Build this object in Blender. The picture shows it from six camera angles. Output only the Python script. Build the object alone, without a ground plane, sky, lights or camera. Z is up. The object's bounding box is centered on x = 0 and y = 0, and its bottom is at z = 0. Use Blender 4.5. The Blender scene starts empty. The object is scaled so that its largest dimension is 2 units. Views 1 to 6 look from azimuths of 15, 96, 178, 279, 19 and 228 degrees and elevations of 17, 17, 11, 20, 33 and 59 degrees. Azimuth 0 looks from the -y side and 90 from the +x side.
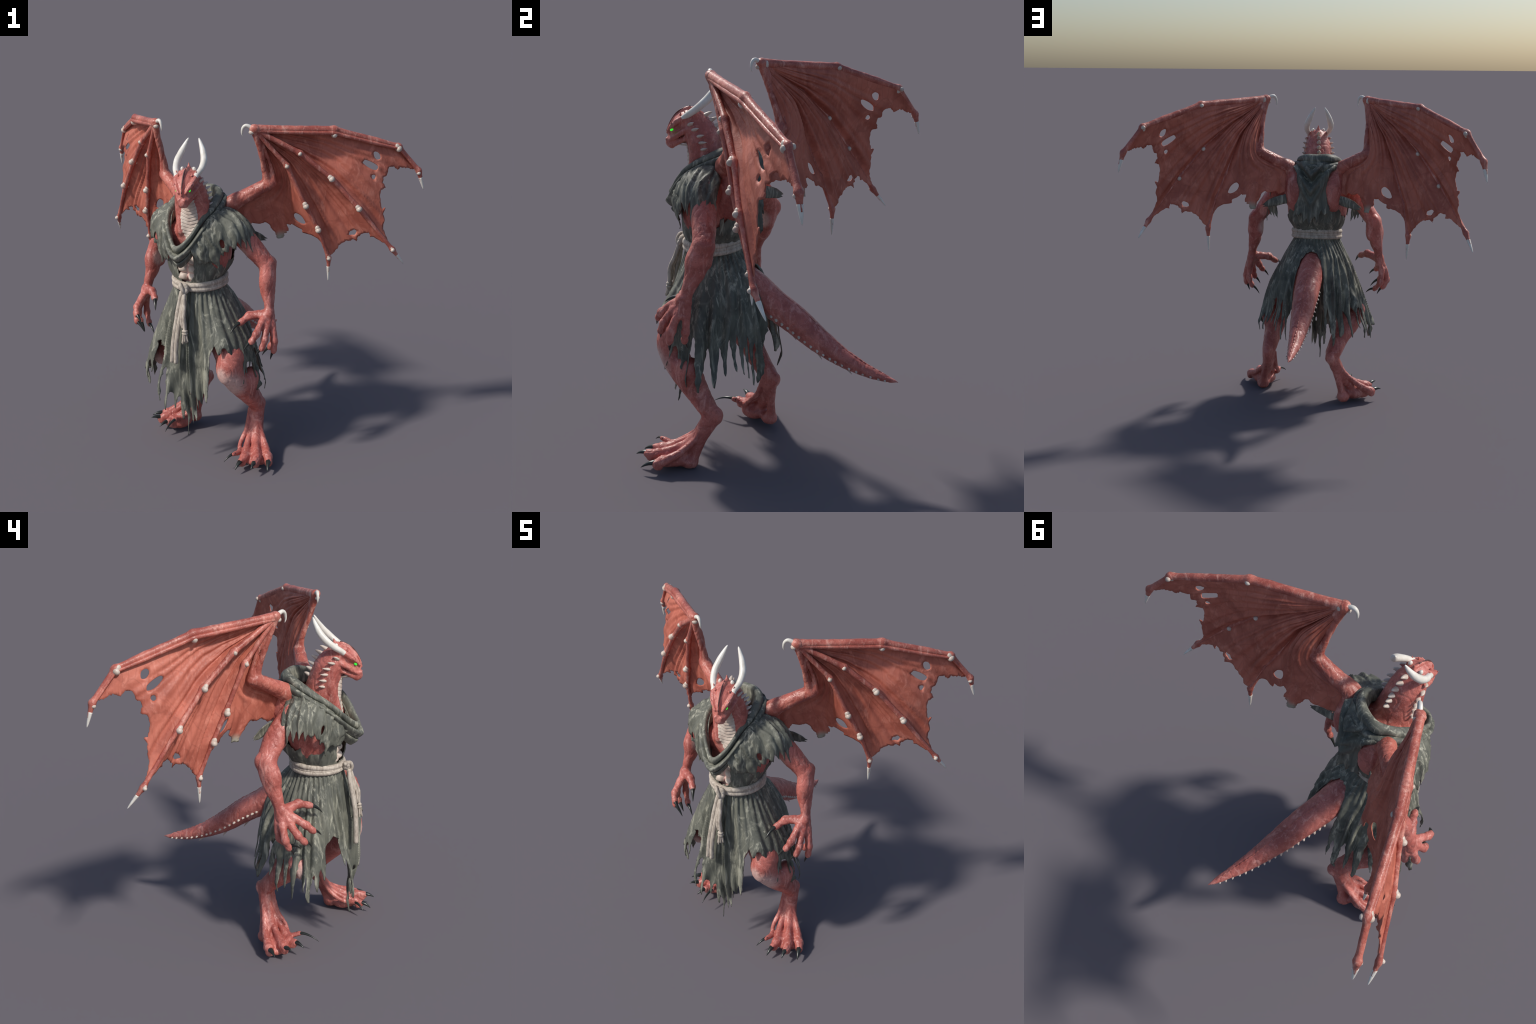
# Winged red dragon-man in a ragged hooded robe, built part by part.
import bpy, math, random
import numpy as np
from mathutils import Vector, noise as mnoise
from mathutils.geometry import delaunay_2d_cdt
from mathutils.bvhtree import BVHTree

random.seed(7)
RNG = np.random.default_rng(7)

# ------------------------------------------------------------------ frames
# the torso, robe, wings and tail are laid out in a "body frame": X to the
# creature's left, Y to its back, Z up, turned 13 degrees against the world.
NX = np.array([0.9733, -0.2295, 0.0])
NY = np.array([0.2295, 0.9733, 0.0])
OO = np.array([-0.170, -0.3195, 0.0])


def W(p):
    p = np.atleast_2d(np.asarray(p, float))
    return OO + p[:, :1] * NX + p[:, 1:2] * NY + p[:, 2:3] * np.array([0, 0, 1.0])


def w1(p):
    return W(p)[0]


# ------------------------------------------------------------------ helpers
def catmull(pts, n, closed=False):
    P = np.array(pts, float)
    if closed:
        P = np.vstack([P[-1], P, P[0], P[1]])
    else:
        P = np.vstack([2 * P[0] - P[1], P, 2 * P[-1] - P[-2]])
    m = len(P) - 3
    L = np.r_[0, np.cumsum(np.linalg.norm(np.diff(P[1:-1, :3], axis=0), axis=1) + 1e-9)]
    s = np.linspace(0, L[-1], n, endpoint=not closed)
    i = np.clip(np.searchsorted(L, s, side='right') - 1, 0, m - 1)
    t = ((s - L[i]) / (L[i + 1] - L[i]))[:, None]
    a, b, c, d = P[i], P[i + 1], P[i + 2], P[i + 3]
    m1, m2 = (c - a) / 2, (d - b) / 2
    return (2*t**3-3*t*t+1)*b + (t**3-2*t*t+t)*m1 + (-2*t**3+3*t*t)*c + (t**3-t*t)*m2


def cr_u(P, u):
    """uniform Catmull-Rom through the rows of P (m,...) at parameters u (k,)"""
    P = np.asarray(P, float)
    m = len(P)
    Q = np.concatenate([2 * P[:1] - P[1:2], P, 2 * P[-1:] - P[-2:-1]])
    i = np.clip(np.floor(u).astype(int), 0, m - 2)
    t = (u - i).reshape((-1,) + (1,) * (P.ndim - 1))
    a, b, c, d = Q[i], Q[i + 1], Q[i + 2], Q[i + 3]
    m1, m2 = (c - a) / 2, (d - b) / 2
    return (2*t**3-3*t*t+1)*b + (t**3-2*t*t+t)*m1 + (-2*t**3+3*t*t)*c + (t**3-t*t)*m2


def nz(p, s=1.0, o=0.0):
    return mnoise.noise(Vector((p[0] * s + o, p[1] * s + o * 1.7, p[2] * s - o)))


def nzv(P, s, o=0.0):
    return np.array([nz(p, s, o) for p in P])


ROOT = None


def new_obj(name, verts, faces, mat, parent=None, smooth=True, normals=None):
    me = bpy.data.meshes.new(name)
    me.from_pydata([tuple(map(float, v)) for v in verts], [], [tuple(map(int, f)) for f in faces])
    me.update()
    if smooth:
        me.polygons.foreach_set("use_smooth", [True] * len(me.polygons))
    if normals is not None:
        me.normals_split_custom_set_from_vertices([tuple(map(float, q)) for q in normals])
    ob = bpy.data.objects.new(name, me)
    bpy.context.scene.collection.objects.link(ob)
    if mat:
        me.materials.append(mat)
    ob.parent = parent or ROOT
    return ob


def apply_mods(ob):
    dg = bpy.context.evaluated_depsgraph_get()
    me = bpy.data.meshes.new_from_object(ob.evaluated_get(dg))
    ob.modifiers.clear()
    old = ob.data
    ob.data = me
    me.name = ob.name
    bpy.data.meshes.remove(old)
    return ob


def tube(path, radii, n=12, up=(0, 0, 1), flat=1.0, wob=0.0, seed=0.0, cap=True):
    """lofted tube; radii along path; flat squashes the section along 'up'"""
    P = np.asarray(path, float)
    R = np.asarray(radii, float)
    T = np.gradient(P, axis=0)
    T /= np.linalg.norm(T, axis=1)[:, None] + 1e-12
    V, F = [], []
    u = np.array(up, float)
    for i in range(len(P)):
        s = np.cross(T[i], u)
        if np.linalg.norm(s) < 1e-3:
            s = np.cross(T[i], (0.31, 0.77, 0.2))
        s /= np.linalg.norm(s)
        q = np.cross(s, T[i])
        u = q
        for j in range(n):
            a = 2 * math.pi * j / n
            d = s * math.cos(a) + q * math.sin(a) * flat
            r = R[i]
            if wob:
                r *= 1 + wob * nz(P[i] * 30 + d * 2, 1.0, seed)
            V.append(P[i] + d * r)
    m = len(P)
    for i in range(m - 1):
        for j in range(n):
            k = (j + 1) % n
            F.append((i * n + j, i * n + k, (i + 1) * n + k, (i + 1) * n + j))
    if cap:
        V.append(P[0] - T[0] * R[0] * 0.5)
        V.append(P[-1] + T[-1] * R[-1] * 0.6)
        a, b = m * n, m * n + 1
        for j in range(n):
            k = (j + 1) % n
            F.append((a, k, j))
            F.append((b, (m - 1) * n + j, (m - 1) * n + k))
    return np.array(V), F


def ellipsoid(c, r, axes=None, nu=14, nv=9):
    c = np.asarray(c, float)
    A = np.eye(3) if axes is None else np.asarray(axes, float)
    V, F = [], []
    for i in range(nv + 1):
        ph = math.pi * i / nv
        for j in range(nu):
            a = 2 * math.pi * j / nu
            p = np.array([math.sin(ph) * math.cos(a), math.sin(ph) * math.sin(a), math.cos(ph)]) * r
            V.append(c + p @ A)
    for i in range(nv):
        for j in range(nu):
            k = (j + 1) % nu
            F.append((i * nu + j, (i + 1) * nu + j, (i + 1) * nu + k, i * nu + k))
    return np.array(V), F


def join(parts):
    V, F, o = [], [], 0
    for v, f in parts:
        V.append(np.asarray(v))
        F += [tuple(k + o for k in q) for q in f]
        o += len(v)
    return np.vstack(V), F


def cone_claw(base, tip, r, bend=(0, 0, 0), n=12, m=14, power=0.9, flat=0.85, start=0.0):
    base, tip, bend = map(lambda q: np.asarray(q, float), (base, tip, bend))
    t = np.linspace(start, 1, m)
    P = base + (tip - base) * t[:, None] + bend * (4 * t * (1 - t))[:, None]
    R = r * np.clip(1 - np.clip(t, 0, 1), 0, 1) ** power + 0.0008
    return tube(P, R, n, flat=flat)


def inside(poly, pts):
    poly = np.asarray(poly)
    x, y = pts[:, 0], pts[:, 1]
    r = np.zeros(len(pts), bool)
    a = poly
    b = np.roll(poly, -1, axis=0)
    for (x0, y0), (x1, y1) in zip(a, b):
        if y0 == y1:
            continue
        c = ((y0 > y) != (y1 > y)) & (x < (x1 - x0) * (y - y0) / (y1 - y0) + x0)
        r ^= c
    return r


def ragged(poly, step, amp, seed=0.0, scale=90.0, keep=None):
    """subdivide an outline and fray it"""
    P = np.asarray(poly, float)
    out = []
    for i in range(len(P)):
        a, b = P[i], P[(i + 1) % len(P)]
        L = np.linalg.norm(b - a)
        k = max(1, int(L / step))
        nrm = np.array([-(b - a)[1], (b - a)[0]]) / (L + 1e-9)
        for j in range(k):
            p = a + (b - a) * j / k
            fr = keep is None or keep(p)
            if fr and amp:
                n_ = mnoise.noise(Vector((p[0] * scale, p[1] * scale, seed)))
                p = p + nrm * n_ * amp
            out.append(p)
    return np.array(out)


def sheet(name, outer, holes, fmap, spacing, thick, mat, parent=None, offset=0.0):
    """thin cloth or skin cut to an outline in (u, v), mapped into space"""
    outer = np.asarray(outer, float)
    lo, hi = outer.min(0), outer.max(0)
    gu = np.arange(lo[0], hi[0], spacing)
    gv = np.arange(lo[1], hi[1], spacing * 0.87)
    gx, gy = np.meshgrid(gu, gv)
    gx = gx + (np.arange(len(gv)) % 2)[:, None] * spacing * 0.5
    G = np.c_[gx.ravel(), gy.ravel()]
    ok = inside(outer, G)
    for h in holes:
        ok &= ~inside(h, G)
    B = np.vstack([outer] + [np.asarray(h, float) for h in holes])
    G = G[ok]
    if len(G):  # keep away from the outline
        keep = np.ones(len(G), bool)
        for k in range(0, len(G), 2000):
            d = ((G[k:k + 2000, None, :] - B[None]) ** 2).sum(2).min(1)
            keep[k:k + 2000] = d > (spacing * 0.45) ** 2
        G = G[keep]
    pts = np.vstack([B, G])
    edges, o = [], 0
    for lp in [outer] + list(holes):
        n = len(lp)
        edges += [(o + i, o + (i + 1) % n) for i in range(n)]
        o += n
    vs, es, fs, *_ = delaunay_2d_cdt([Vector((float(a), float(b))) for a, b in pts], edges, [], 0, 1e-6)
    V2 = np.array([(v.x, v.y) for v in vs])
    F = np.array([f for f in fs if len(f) == 3])
    C = V2[F].mean(1)
    ok = inside(outer, C)
    for h in holes:
        ok &= ~inside(h, C)
    F = F[ok]
    used = np.unique(F)
    mp = -np.ones(len(V2), int)
    mp[used] = np.arange(len(used))
    V3 = fmap(V2[used])
    ob = new_obj(name, V3, mp[F], mat, parent)
    m = ob.modifiers.new("Solidify", 'SOLIDIFY')
    m.thickness = thick
    m.offset = offset
    m.use_even_offset = False
    return apply_mods(ob)


def crease(x, soft=.22):
    """rounded fold profile: 1 on the ridge, 0 in the valley"""
    return 1 - (np.sqrt(np.sin(x) ** 2 + soft * soft) - soft) / (math.sqrt(1 + soft * soft) - soft)


def sm(a, b, x):
    t = np.clip((x - a) / (b - a), 0, 1)
    return t * t * (3 - 2 * t)


# ------------------------------------------------------------------ materials
def lin(r, g, b):
    f = lambda c: c / 12.92 if c <= 0.04045 else ((c + 0.055) / 1.055) ** 2.4
    return (f(r / 255), f(g / 255), f(b / 255), 1.0)


class NT:
    def __init__(self, name):
        self.m = bpy.data.materials.new(name)
        self.m.use_nodes = True
        self.t = self.m.node_tree
        self.b = self.t.nodes["Principled BSDF"]
        self.co = self.add("ShaderNodeTexCoord").outputs["Object"]

    def add(self, t, **kw):
        n = self.t.nodes.new(t)
        for k, v in kw.items():
            setattr(n, k, v)
        return n

    def link(self, a, b):
        self.t.links.new(a, b)

    def val(self, sock, v):
        if hasattr(v, "links") or isinstance(v, bpy.types.NodeSocket):
            self.link(v, sock)
        else:
            sock.default_value = v

    def mapping(self, scale=(1, 1, 1), rot=(0, 0, 0), src=None):
        n = self.add("ShaderNodeMapping")
        self.link(src or self.co, n.inputs[0])
        n.inputs["Scale"].default_value = scale
        n.inputs["Rotation"].default_value = rot
        return n.outputs[0]

    def noise(self, scale, detail=4, rough=0.55, vec=None, dist=0.0):
        n = self.add("ShaderNodeTexNoise")
        self.link(vec or self.co, n.inputs["Vector"])
        n.inputs["Scale"].default_value = scale
        n.inputs["Detail"].default_value = detail
        n.inputs["Roughness"].default_value = rough
        n.inputs["Distortion"].default_value = dist
        return n.outputs[0]

    def voro(self, scale, feature='F1', vec=None):
        n = self.add("ShaderNodeTexVoronoi", feature=feature)
        self.link(vec or self.co, n.inputs["Vector"])
        n.inputs["Scale"].default_value = scale
        return n.outputs["Distance"]

    def wave(self, scale, dist, detail=2, vec=None, direction='X', dscale=1.0):
        n = self.add("ShaderNodeTexWave", bands_direction=direction)
        self.link(vec or self.co, n.inputs["Vector"])
        n.inputs["Scale"].default_value = scale
        n.inputs["Distortion"].default_value = dist
        n.inputs["Detail"].default_value = detail
        n.inputs["Detail Scale"].default_value = dscale
        return n.outputs["Fac"]

    def ramp(self, x, *stops):
        n = self.add("ShaderNodeMapRange", interpolation_type='SMOOTHSTEP')
        self.link(x, n.inputs[0])
        a, b = stops[0], stops[1]
        n.inputs[1].default_value, n.inputs[2].default_value = a[0], b[0]
        n.inputs[3].default_value, n.inputs[4].default_value = a[1], b[1]
        return n.outputs[0]

    def math(self, op, a, b=0.0):
        n = self.add("ShaderNodeMath", operation=op)
        self.val(n.inputs[0], a)
        self.val(n.inputs[1], b)
        return n.outputs[0]

    def mix(self, f, a, b, blend='MIX'):
        n = self.add("ShaderNodeMix", data_type='RGBA', blend_type=blend)
        self.val(n.inputs[0], f)
        self.val(n.inputs[6], a)
        self.val(n.inputs[7], b)
        return n.outputs[2]

    def spot(self, c, r0, r1):
        """1 within r0 of world point c, falling to 0 at r1"""
        n = self.add("ShaderNodeVectorMath", operation='DISTANCE')
        self.link(self.co, n.inputs[0])
        n.inputs[1].default_value = tuple(float(q) for q in c)
        return self.ramp(n.outputs["Value"], (r0, 1.0), (r1, 0.0))

    def spots(self, lst):
        s = None
        for c, r0, r1 in lst:
            k = self.spot(c, r0, r1)
            s = k if s is None else self.math('MAXIMUM', s, k)
        return s

    def bump(self, h, strength, dist):
        n = self.add("ShaderNodeBump")
        n.inputs["Strength"].default_value = strength
        n.inputs["Distance"].default_value = dist
        self.link(h, n.inputs["Height"])
        self.link(n.outputs[0], self.b.inputs["Normal"])

    def out(self, col, rough=0.5, spec=0.5):
        self.val(self.b.inputs["Base Color"], col)
        self.val(self.b.inputs["Roughness"], rough)
        self.b.inputs["Specular IOR Level"].default_value = spec
        return self.m


def make_skin(name, c_mid, c_dark, c_light, pale=None, pale_col=None, rough=0.38, streak=(3, 3, 14)):
    k = NT(name)
    big = k.noise(9, 5, 0.6, dist=0.6)
    str_ = k.noise(22, 5, 0.65, k.mapping((1, 1, 0.28)), dist=1.2)
    fine = k.noise(70, 4, 0.6, dist=0.8)
    ds = k.add("ShaderNodeTexNoise")
    ds.inputs["Scale"].default_value = 18
    k.link(k.co, ds.inputs["Vector"])
    vm = k.add("ShaderNodeVectorMath", operation='MULTIPLY_ADD')
    k.link(ds.outputs["Color"], vm.inputs[0])
    vm.inputs[1].default_value = (.09, .09, .09)
    k.link(k.co, vm.inputs[2])
    wr = k.voro(46, 'DISTANCE_TO_EDGE', k.mapping((1, 1, 0.45), src=vm.outputs[0]))
    crack = k.ramp(wr, (0.0, 1.0), (0.07, 0.0))
    col = k.mix(k.ramp(big, (0.36, 0.0), (0.64, 1.0)), c_dark, c_mid)
    col = k.mix(k.math('MULTIPLY', k.ramp(str_, (0.50, 0.0), (0.70, 1.0)), 0.7), col, c_light)
    col = k.mix(k.math('MULTIPLY', k.ramp(fine, (0.5, 0.0), (0.75, 1.0)), 0.35), col, c_light)
    if pale:
        pm = k.spots(pale)
        pm = k.math('MULTIPLY', pm, k.ramp(big, (0.2, 0.7), (0.55, 1.0)))
        col = k.mix(pm, col, pale_col)
    col = k.mix(k.math('MULTIPLY', k.ramp(k.noise(30, 4, .6, dist=2.0), (.52, 0.0), (.70, 1.0)), 0.42), col, tuple(0.66 * q for q in c_dark[:3]) + (1,))
    col = k.mix(k.math('MULTIPLY', crack, 0.14), col, tuple(0.45 * q for q in c_dark[:3]) + (1,))
    h = k.math('SUBTRACT', k.math('ADD', k.math('MULTIPLY', str_, 0.6), k.math('MULTIPLY', fine, 0.45)),
               k.math('ADD', k.math('MULTIPLY', crack, 0.12), k.math('MULTIPLY', k.voro(150), 0.22)))
    k.bump(h, 0.36, 0.006)
    return k.out(col, k.ramp(fine, (0.3, rough - 0.08), (0.7, rough + 0.12)), 0.5)


SK_MID, SK_DARK, SK_LIGHT = lin(197, 114, 103), lin(166, 87, 78), lin(226, 162, 151)
PALE = lin(214, 176, 166)

LA = dict(sh=(.215, .03, 1.325), up=(.297, .06, 1.222), el=(.372, .088, 1.122),
          fm=(.383, .056, 1.020), wr=(.411, .021, .888))
RA = dict(sh=(-.212, .050, 1.325), up=(-.292, .105, 1.240), el=(-.372, .132, 1.135),
          fm=(-.383, .094, 1.032), wr=(-.398, .052, .908))

pale_spots = [(w1((.318, .085, 1.075)), .03, .062), (w1((-.325, .10, 1.08)), .03, .062),
              (w1((.25, .0, 1.19)), .02, .06), (w1((-.25, .0, 1.19)), .02, .06),
              (w1((.240, -.17, .48)), .06, .125), (w1((-.30, -.03, .505)), .035, .085),
              (w1((.22, -.22, .56)), .02, .06),
              (w1((0, -.19, 1.29)), .02, .07), (w1((0, -.14, 1.14)), .06, .11), (w1((0, -.14, 1.07)), .06, .10)]
M_SKIN = make_skin("red_scaly_skin", SK_MID, SK_DARK, SK_LIGHT, pale_spots, PALE)
M_WINGBONE = make_skin("wing_bone_skin", lin(196, 112, 97), lin(160, 82, 71), lin(230, 170, 154))


def make_membrane():
    k = NT("wing_membrane_skin")
    big = k.noise(6, 4, 0.6, dist=0.8)
    str_ = k.noise(14, 6, 0.65, k.mapping((1, 1, 0.45), (0.5, 0.4, 0.3)), dist=1.5)
    fine = k.noise(80, 4, 0.6)
    vein = k.voro(16, 'DISTANCE_TO_EDGE', k.mapping((1, 1, 0.5), (0.3, 0.5, 0)))
    vm = k.ramp(vein, (0.0, 1.0), (0.05, 0.0))
    col = k.mix(k.ramp(big, (0.36, 0.0), (0.66, 1.0)), lin(172, 93, 76), lin(203, 118, 98))
    col = k.mix(k.math('MULTIPLY', k.ramp(str_, (0.5, 0.0), (0.72, 1.0)), 0.6), col, lin(222, 144, 124))
    col = k.mix(k.math('MULTIPLY', vm, 0.18), col, lin(120, 54, 46))
    gp = k.spots([(w1((.365, .285, 1.20)), .035, .075), (w1((-.365, .285, 1.20)), .035, .075)])
    col = k.mix(gp, col, lin(168, 166, 150))
    h = k.math('ADD', k.math('MULTIPLY', str_, 0.8), k.math('MULTIPLY', fine, 0.3))
    k.bump(h, 0.45, 0.006)
    k.out(col, k.ramp(fine, (0.3, 0.45), (0.7, 0.62)), 0.4)
    tr = k.add("ShaderNodeBsdfTranslucent")
    k.link(col, tr.inputs[0])
    mx = k.add("ShaderNodeMixShader")
    mx.inputs[0].default_value = 0.04
    out = k.t.nodes["Material Output"]
    k.link(k.b.outputs[0], mx.inputs[1])
    k.link(tr.outputs[0], mx.inputs[2])
    k.link(mx.outputs[0], out.inputs[0])
    return k.m


M_MEMB = make_membrane()


def make_cloth(name, c0, c1, c2, rough=0.62):
    k = NT(name)
    st = k.noise(16, 6, 0.68, k.mapping((1, 1, 0.22)), dist=1.6)
    big = k.noise(7, 4, 0.6, dist=0.7)
    fine = k.noise(120, 3, 0.6)
    vein = k.voro(11, 'DISTANCE_TO_EDGE', k.mapping((1, 1, 0.3)))
    col = k.mix(k.ramp(big, (0.35, 0.0), (0.65, 1.0)), c0, c1)
    col = k.mix(k.math('MULTIPLY', k.ramp(st, (0.5, 0.0), (0.74, 1.0)), 0.8), col, c2)
    col = k.mix(k.math('MULTIPLY', k.ramp(vein, (0.0, 1.0), (0.04, 0.0)), 0.10), col, c2)
    st2 = k.noise(34, 5, 0.6, k.mapping((1, 1, 0.12)), dist=1.0)
    col = k.mix(k.math('MULTIPLY', k.ramp(st2, (0.55, 0.0), (0.68, 1.0)), 0.75), col, c2)
    col = k.mix(k.math('MULTIPLY', k.ramp(k.noise(24, 5, .6, k.mapping((1, 1, .15)), dist=1.4), (.52, 0.0), (.68, 1.0)), 0.45), col, tuple(.5 * q for q in c0[:3]) + (1,))
    h = k.math('ADD', k.math('MULTIPLY', st, 0.9), k.math('MULTIPLY', fine, 0.15))
    k.bump(h, 0.28, 0.007)
    return k.out(col, k.ramp(st, (0.3, rough + .08), (0.7, rough - .1)), 0.45)


M_CLOTH = make_cloth("grey_green_cloth", lin(84, 86, 79), lin(108, 109, 98), lin(182, 180, 162))
M_ROPE = None


def make_rope():
    k = NT("pale_rope")
    st = k.noise(60, 5, 0.6, k.mapping((1, 1, 0.35)), dist=1.0)
    col = k.mix(k.ramp(st, (0.35, 0.0), (0.65, 1.0)), lin(164, 152, 139), lin(202, 191, 177))
    k.bump(st, 0.6, 0.004)
    return k.out(col, 0.7, 0.3)


M_ROPE = make_rope()


def make_bone(name, c0, c1, rough=0.4):
    k = NT(name)
    st = k.noise(30, 4, 0.6, k.mapping((1, 1, 0.4)))
    col = k.mix(k.ramp(st, (0.3, 0.0), (0.7, 1.0)), c0, c1)
    k.bump(st, 0.15, 0.004)
    return k.out(col, rough, 0.5)


M_HORN = make_bone("ivory_horn", lin(218, 212, 200), lin(236, 232, 224), 0.35)
M_BONE = make_bone("pale_bone", lin(190, 172, 158), lin(220, 208, 196), 0.42)
M_PLATE = make_bone("throat_plate", lin(196, 176, 162), lin(218, 204, 190), 0.5)
M_CLAW = make_bone("dark_claw", lin(30, 32, 31), lin(50, 53, 50), 0.28)


def make_eye():
    k = NT("glowing_green_eye")
    k.b.inputs["Emission Color"].default_value = lin(50, 240, 60)
    k.b.inputs["Emission Strength"].default_value = 0.9
    return k.out(lin(20, 120, 30), 0.3)


M_EYE = make_eye()

# ------------------------------------------------------------------ root
ROOT = None
root = bpy.data.objects.new("winged_dragon_man", None)
bpy.context.scene.collection.objects.link(root)
root["label"] = "winged red dragon man in a ragged grey hooded robe"
root["category"] = "fantasy creature"
ROOT = root

# ------------------------------------------------------------------ body as one smooth field
H = 0.0040
LO = np.array([-0.66, -0.68, -0.012])
HI = np.array([0.36, 0.62, 1.93])
DIM = np.ceil((HI - LO) / H).astype(int)
AX = [LO[i] + H * np.arange(DIM[i]) for i in range(3)]
D = np.full(DIM, 0.5, np.float32)
LAB = np.zeros(DIM, np.int8)
LABELS = ["torso", "head", "neck", "arm", "arm.R", "hand", "hand.R", "leg", "leg.R",
          "foot", "foot.R", "tail", "wing", "wing.R"]


def region(lo, hi):
    i0 = np.clip(np.floor((lo - LO) / H).astype(int), 0, DIM - 1)
    i1 = np.clip(np.ceil((hi - LO) / H).astype(int) + 1, 1, DIM)
    sl = tuple(slice(a, b) for a, b in zip(i0, i1))
    x = AX[0][sl[0]][:, None, None].astype(np.float32)
    y = AX[1][sl[1]][None, :, None].astype(np.float32)
    z = AX[2][sl[2]][None, None, :].astype(np.float32)
    return sl, x, y, z


def blend(sl, d, k, lab):
    o = D[sl]
    if k < 0:  # carve
        k = -k
        h = np.clip(0.5 - 0.5 * (o + d) / k, 0, 1)
        D[sl] = o * (1 - h) - d * h + k * h * (1 - h)
        return
    L = LAB[sl]
    L[d < o] = lab
    h = np.clip(0.5 + 0.5 * (o - d) / k, 0, 1)
    D[sl] = o * (1 - h) + d * h - k * h * (1 - h)


def seg_dist(a, b, ra, rb, x, y, z, axis=None, flat=1.0):
    ba = b - a
    px, py, pz = x - a[0], y - a[1], z - a[2]
    h = np.clip((px * ba[0] + py * ba[1] + pz * ba[2]) / max(ba @ ba, 1e-9), 0, 1)
    qx, qy, qz = px - h * ba[0], py - h * ba[1], pz - h * ba[2]
    d2 = qx * qx + qy * qy + qz * qz
    if axis is not None:
        c = qx * axis[0] + qy * axis[1] + qz * axis[2]
        d2 = d2 + (flat * flat - 1) * c * c
    return (np.sqrt(d2) - (ra + (rb - ra) * h)).astype(np.float32)


def cap(a, b, ra, rb, lab, k=0.02):
    a, b = np.asarray(a, float), np.asarray(b, float)
    m = max(ra, rb) + abs(k) + 0.02
    sl, x, y, z = region(np.minimum(a, b) - m, np.maximum(a, b) + m)
    blend(sl, seg_dist(a, b, ra, rb, x, y, z), k, LABELS.index(lab))


def chain(pts, rad, lab, k=0.02, sub=3, axis=None, flat=1.0):
    """limb: hard union along its own length, blended once into the body"""
    P = np.c_[np.asarray(pts, float), np.asarray(rad, float)]
    if len(P) > 2:
        P = catmull(P, (len(P) - 1) * sub * 2 + 1)
    mm = P[:, 3].max() + abs(k) + .02
    sl, x, y, z = region(P[:, :3].min(0) - mm, P[:, :3].max(0) + mm)
    d = np.full(D[sl].shape, .5, np.float32)
    for p, q in zip(P[:-1], P[1:]):
        m = max(p[3], q[3]) + abs(k) + .02
        lo = np.minimum(p[:3], q[:3]) - m
        hi = np.maximum(p[:3], q[:3]) + m
        s2, x, y, z = region(lo, hi)
        e = seg_dist(p[:3], q[:3], p[3], q[3], x, y, z, axis, flat)
        loc = tuple(slice(s2[i].start - sl[i].start, s2[i].stop - sl[i].start) for i in range(3))
        d[loc] = np.minimum(d[loc], e)
    blend(sl, d, k, LABELS.index(lab))


def ell(c, r, lab, k=0.03, axes=None):
    c, r = np.asarray(c, float), np.asarray(r, float)
    A = np.eye(3) if axes is None else np.asarray(axes, float)
    m = r.max() + abs(k) + 0.015
    sl, x, y, z = region(c - m, c + m)
    px, py, pz = x - c[0], y - c[1], z - c[2]
    q = [px * A[i][0] + py * A[i][1] + pz * A[i][2] for i in range(3)]
    k0 = np.sqrt(sum((q[i] / r[i]) ** 2 for i in range(3)))
    k1 = np.sqrt(sum((q[i] / r[i] ** 2) ** 2 for i in range(3))) + 1e-6
    blend(sl, (k0 * (k0 - 1) / k1).astype(np.float32), k, LABELS.index(lab))


BF = [NX, NY, np.array([0, 0, 1.0])]
# torso (mostly under the robe)
ell(w1((0, -.02, .98)), (.120, .11, .10), "torso", .03, BF)
ell(w1((0, -.005, 1.10)), (.130, .118, .12), "torso", .03, BF)
ell(w1((0, -.005, 1.25)), (.160, .135, .14), "torso", .03, BF)
ell(w1((0, .02, 1.34)), (.16, .105, .085), "torso", .03, BF)
for s in (1, -1):
    ell(w1((s * .085, -.075, 1.285)), (.085, .07, .065), "torso", .03, BF)   # pectoral
    ell(w1((s * .115, .120, 1.31)), (.07, .078, .13), "torso", .04, BF)      # wing muscle
    ell(w1((s * .128, -.015, 1.20)), (.058, .108, .12), "torso", .03, BF)      # flank
    for z in (1.165, 1.115, 1.07):                                          # belly pads
        ell(w1((s * .034 - .005, -.118, z)), (.034, .022, .024), "torso", .006, BF)
# neck
NECK = [(-.172, -.345, 1.30, .105), (-.172, -.362, 1.40, .097), (-.175, -.378, 1.48, .086),
        (-.177, -.402, 1.55, .079), (-.178, -.435, 1.605, .062)]
chain([p[:3] for p in NECK], [p[3] for p in NECK], "neck", .03)
for s in (1, -1):   # neck cords
    chain([(-.178 + s * .055, -.43, 1.575), (-.174 + s * .07, -.415, 1.47), (-.172 + s * .055, -.44, 1.33)],
          [.022, .024, .026], "neck", .02)
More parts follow.
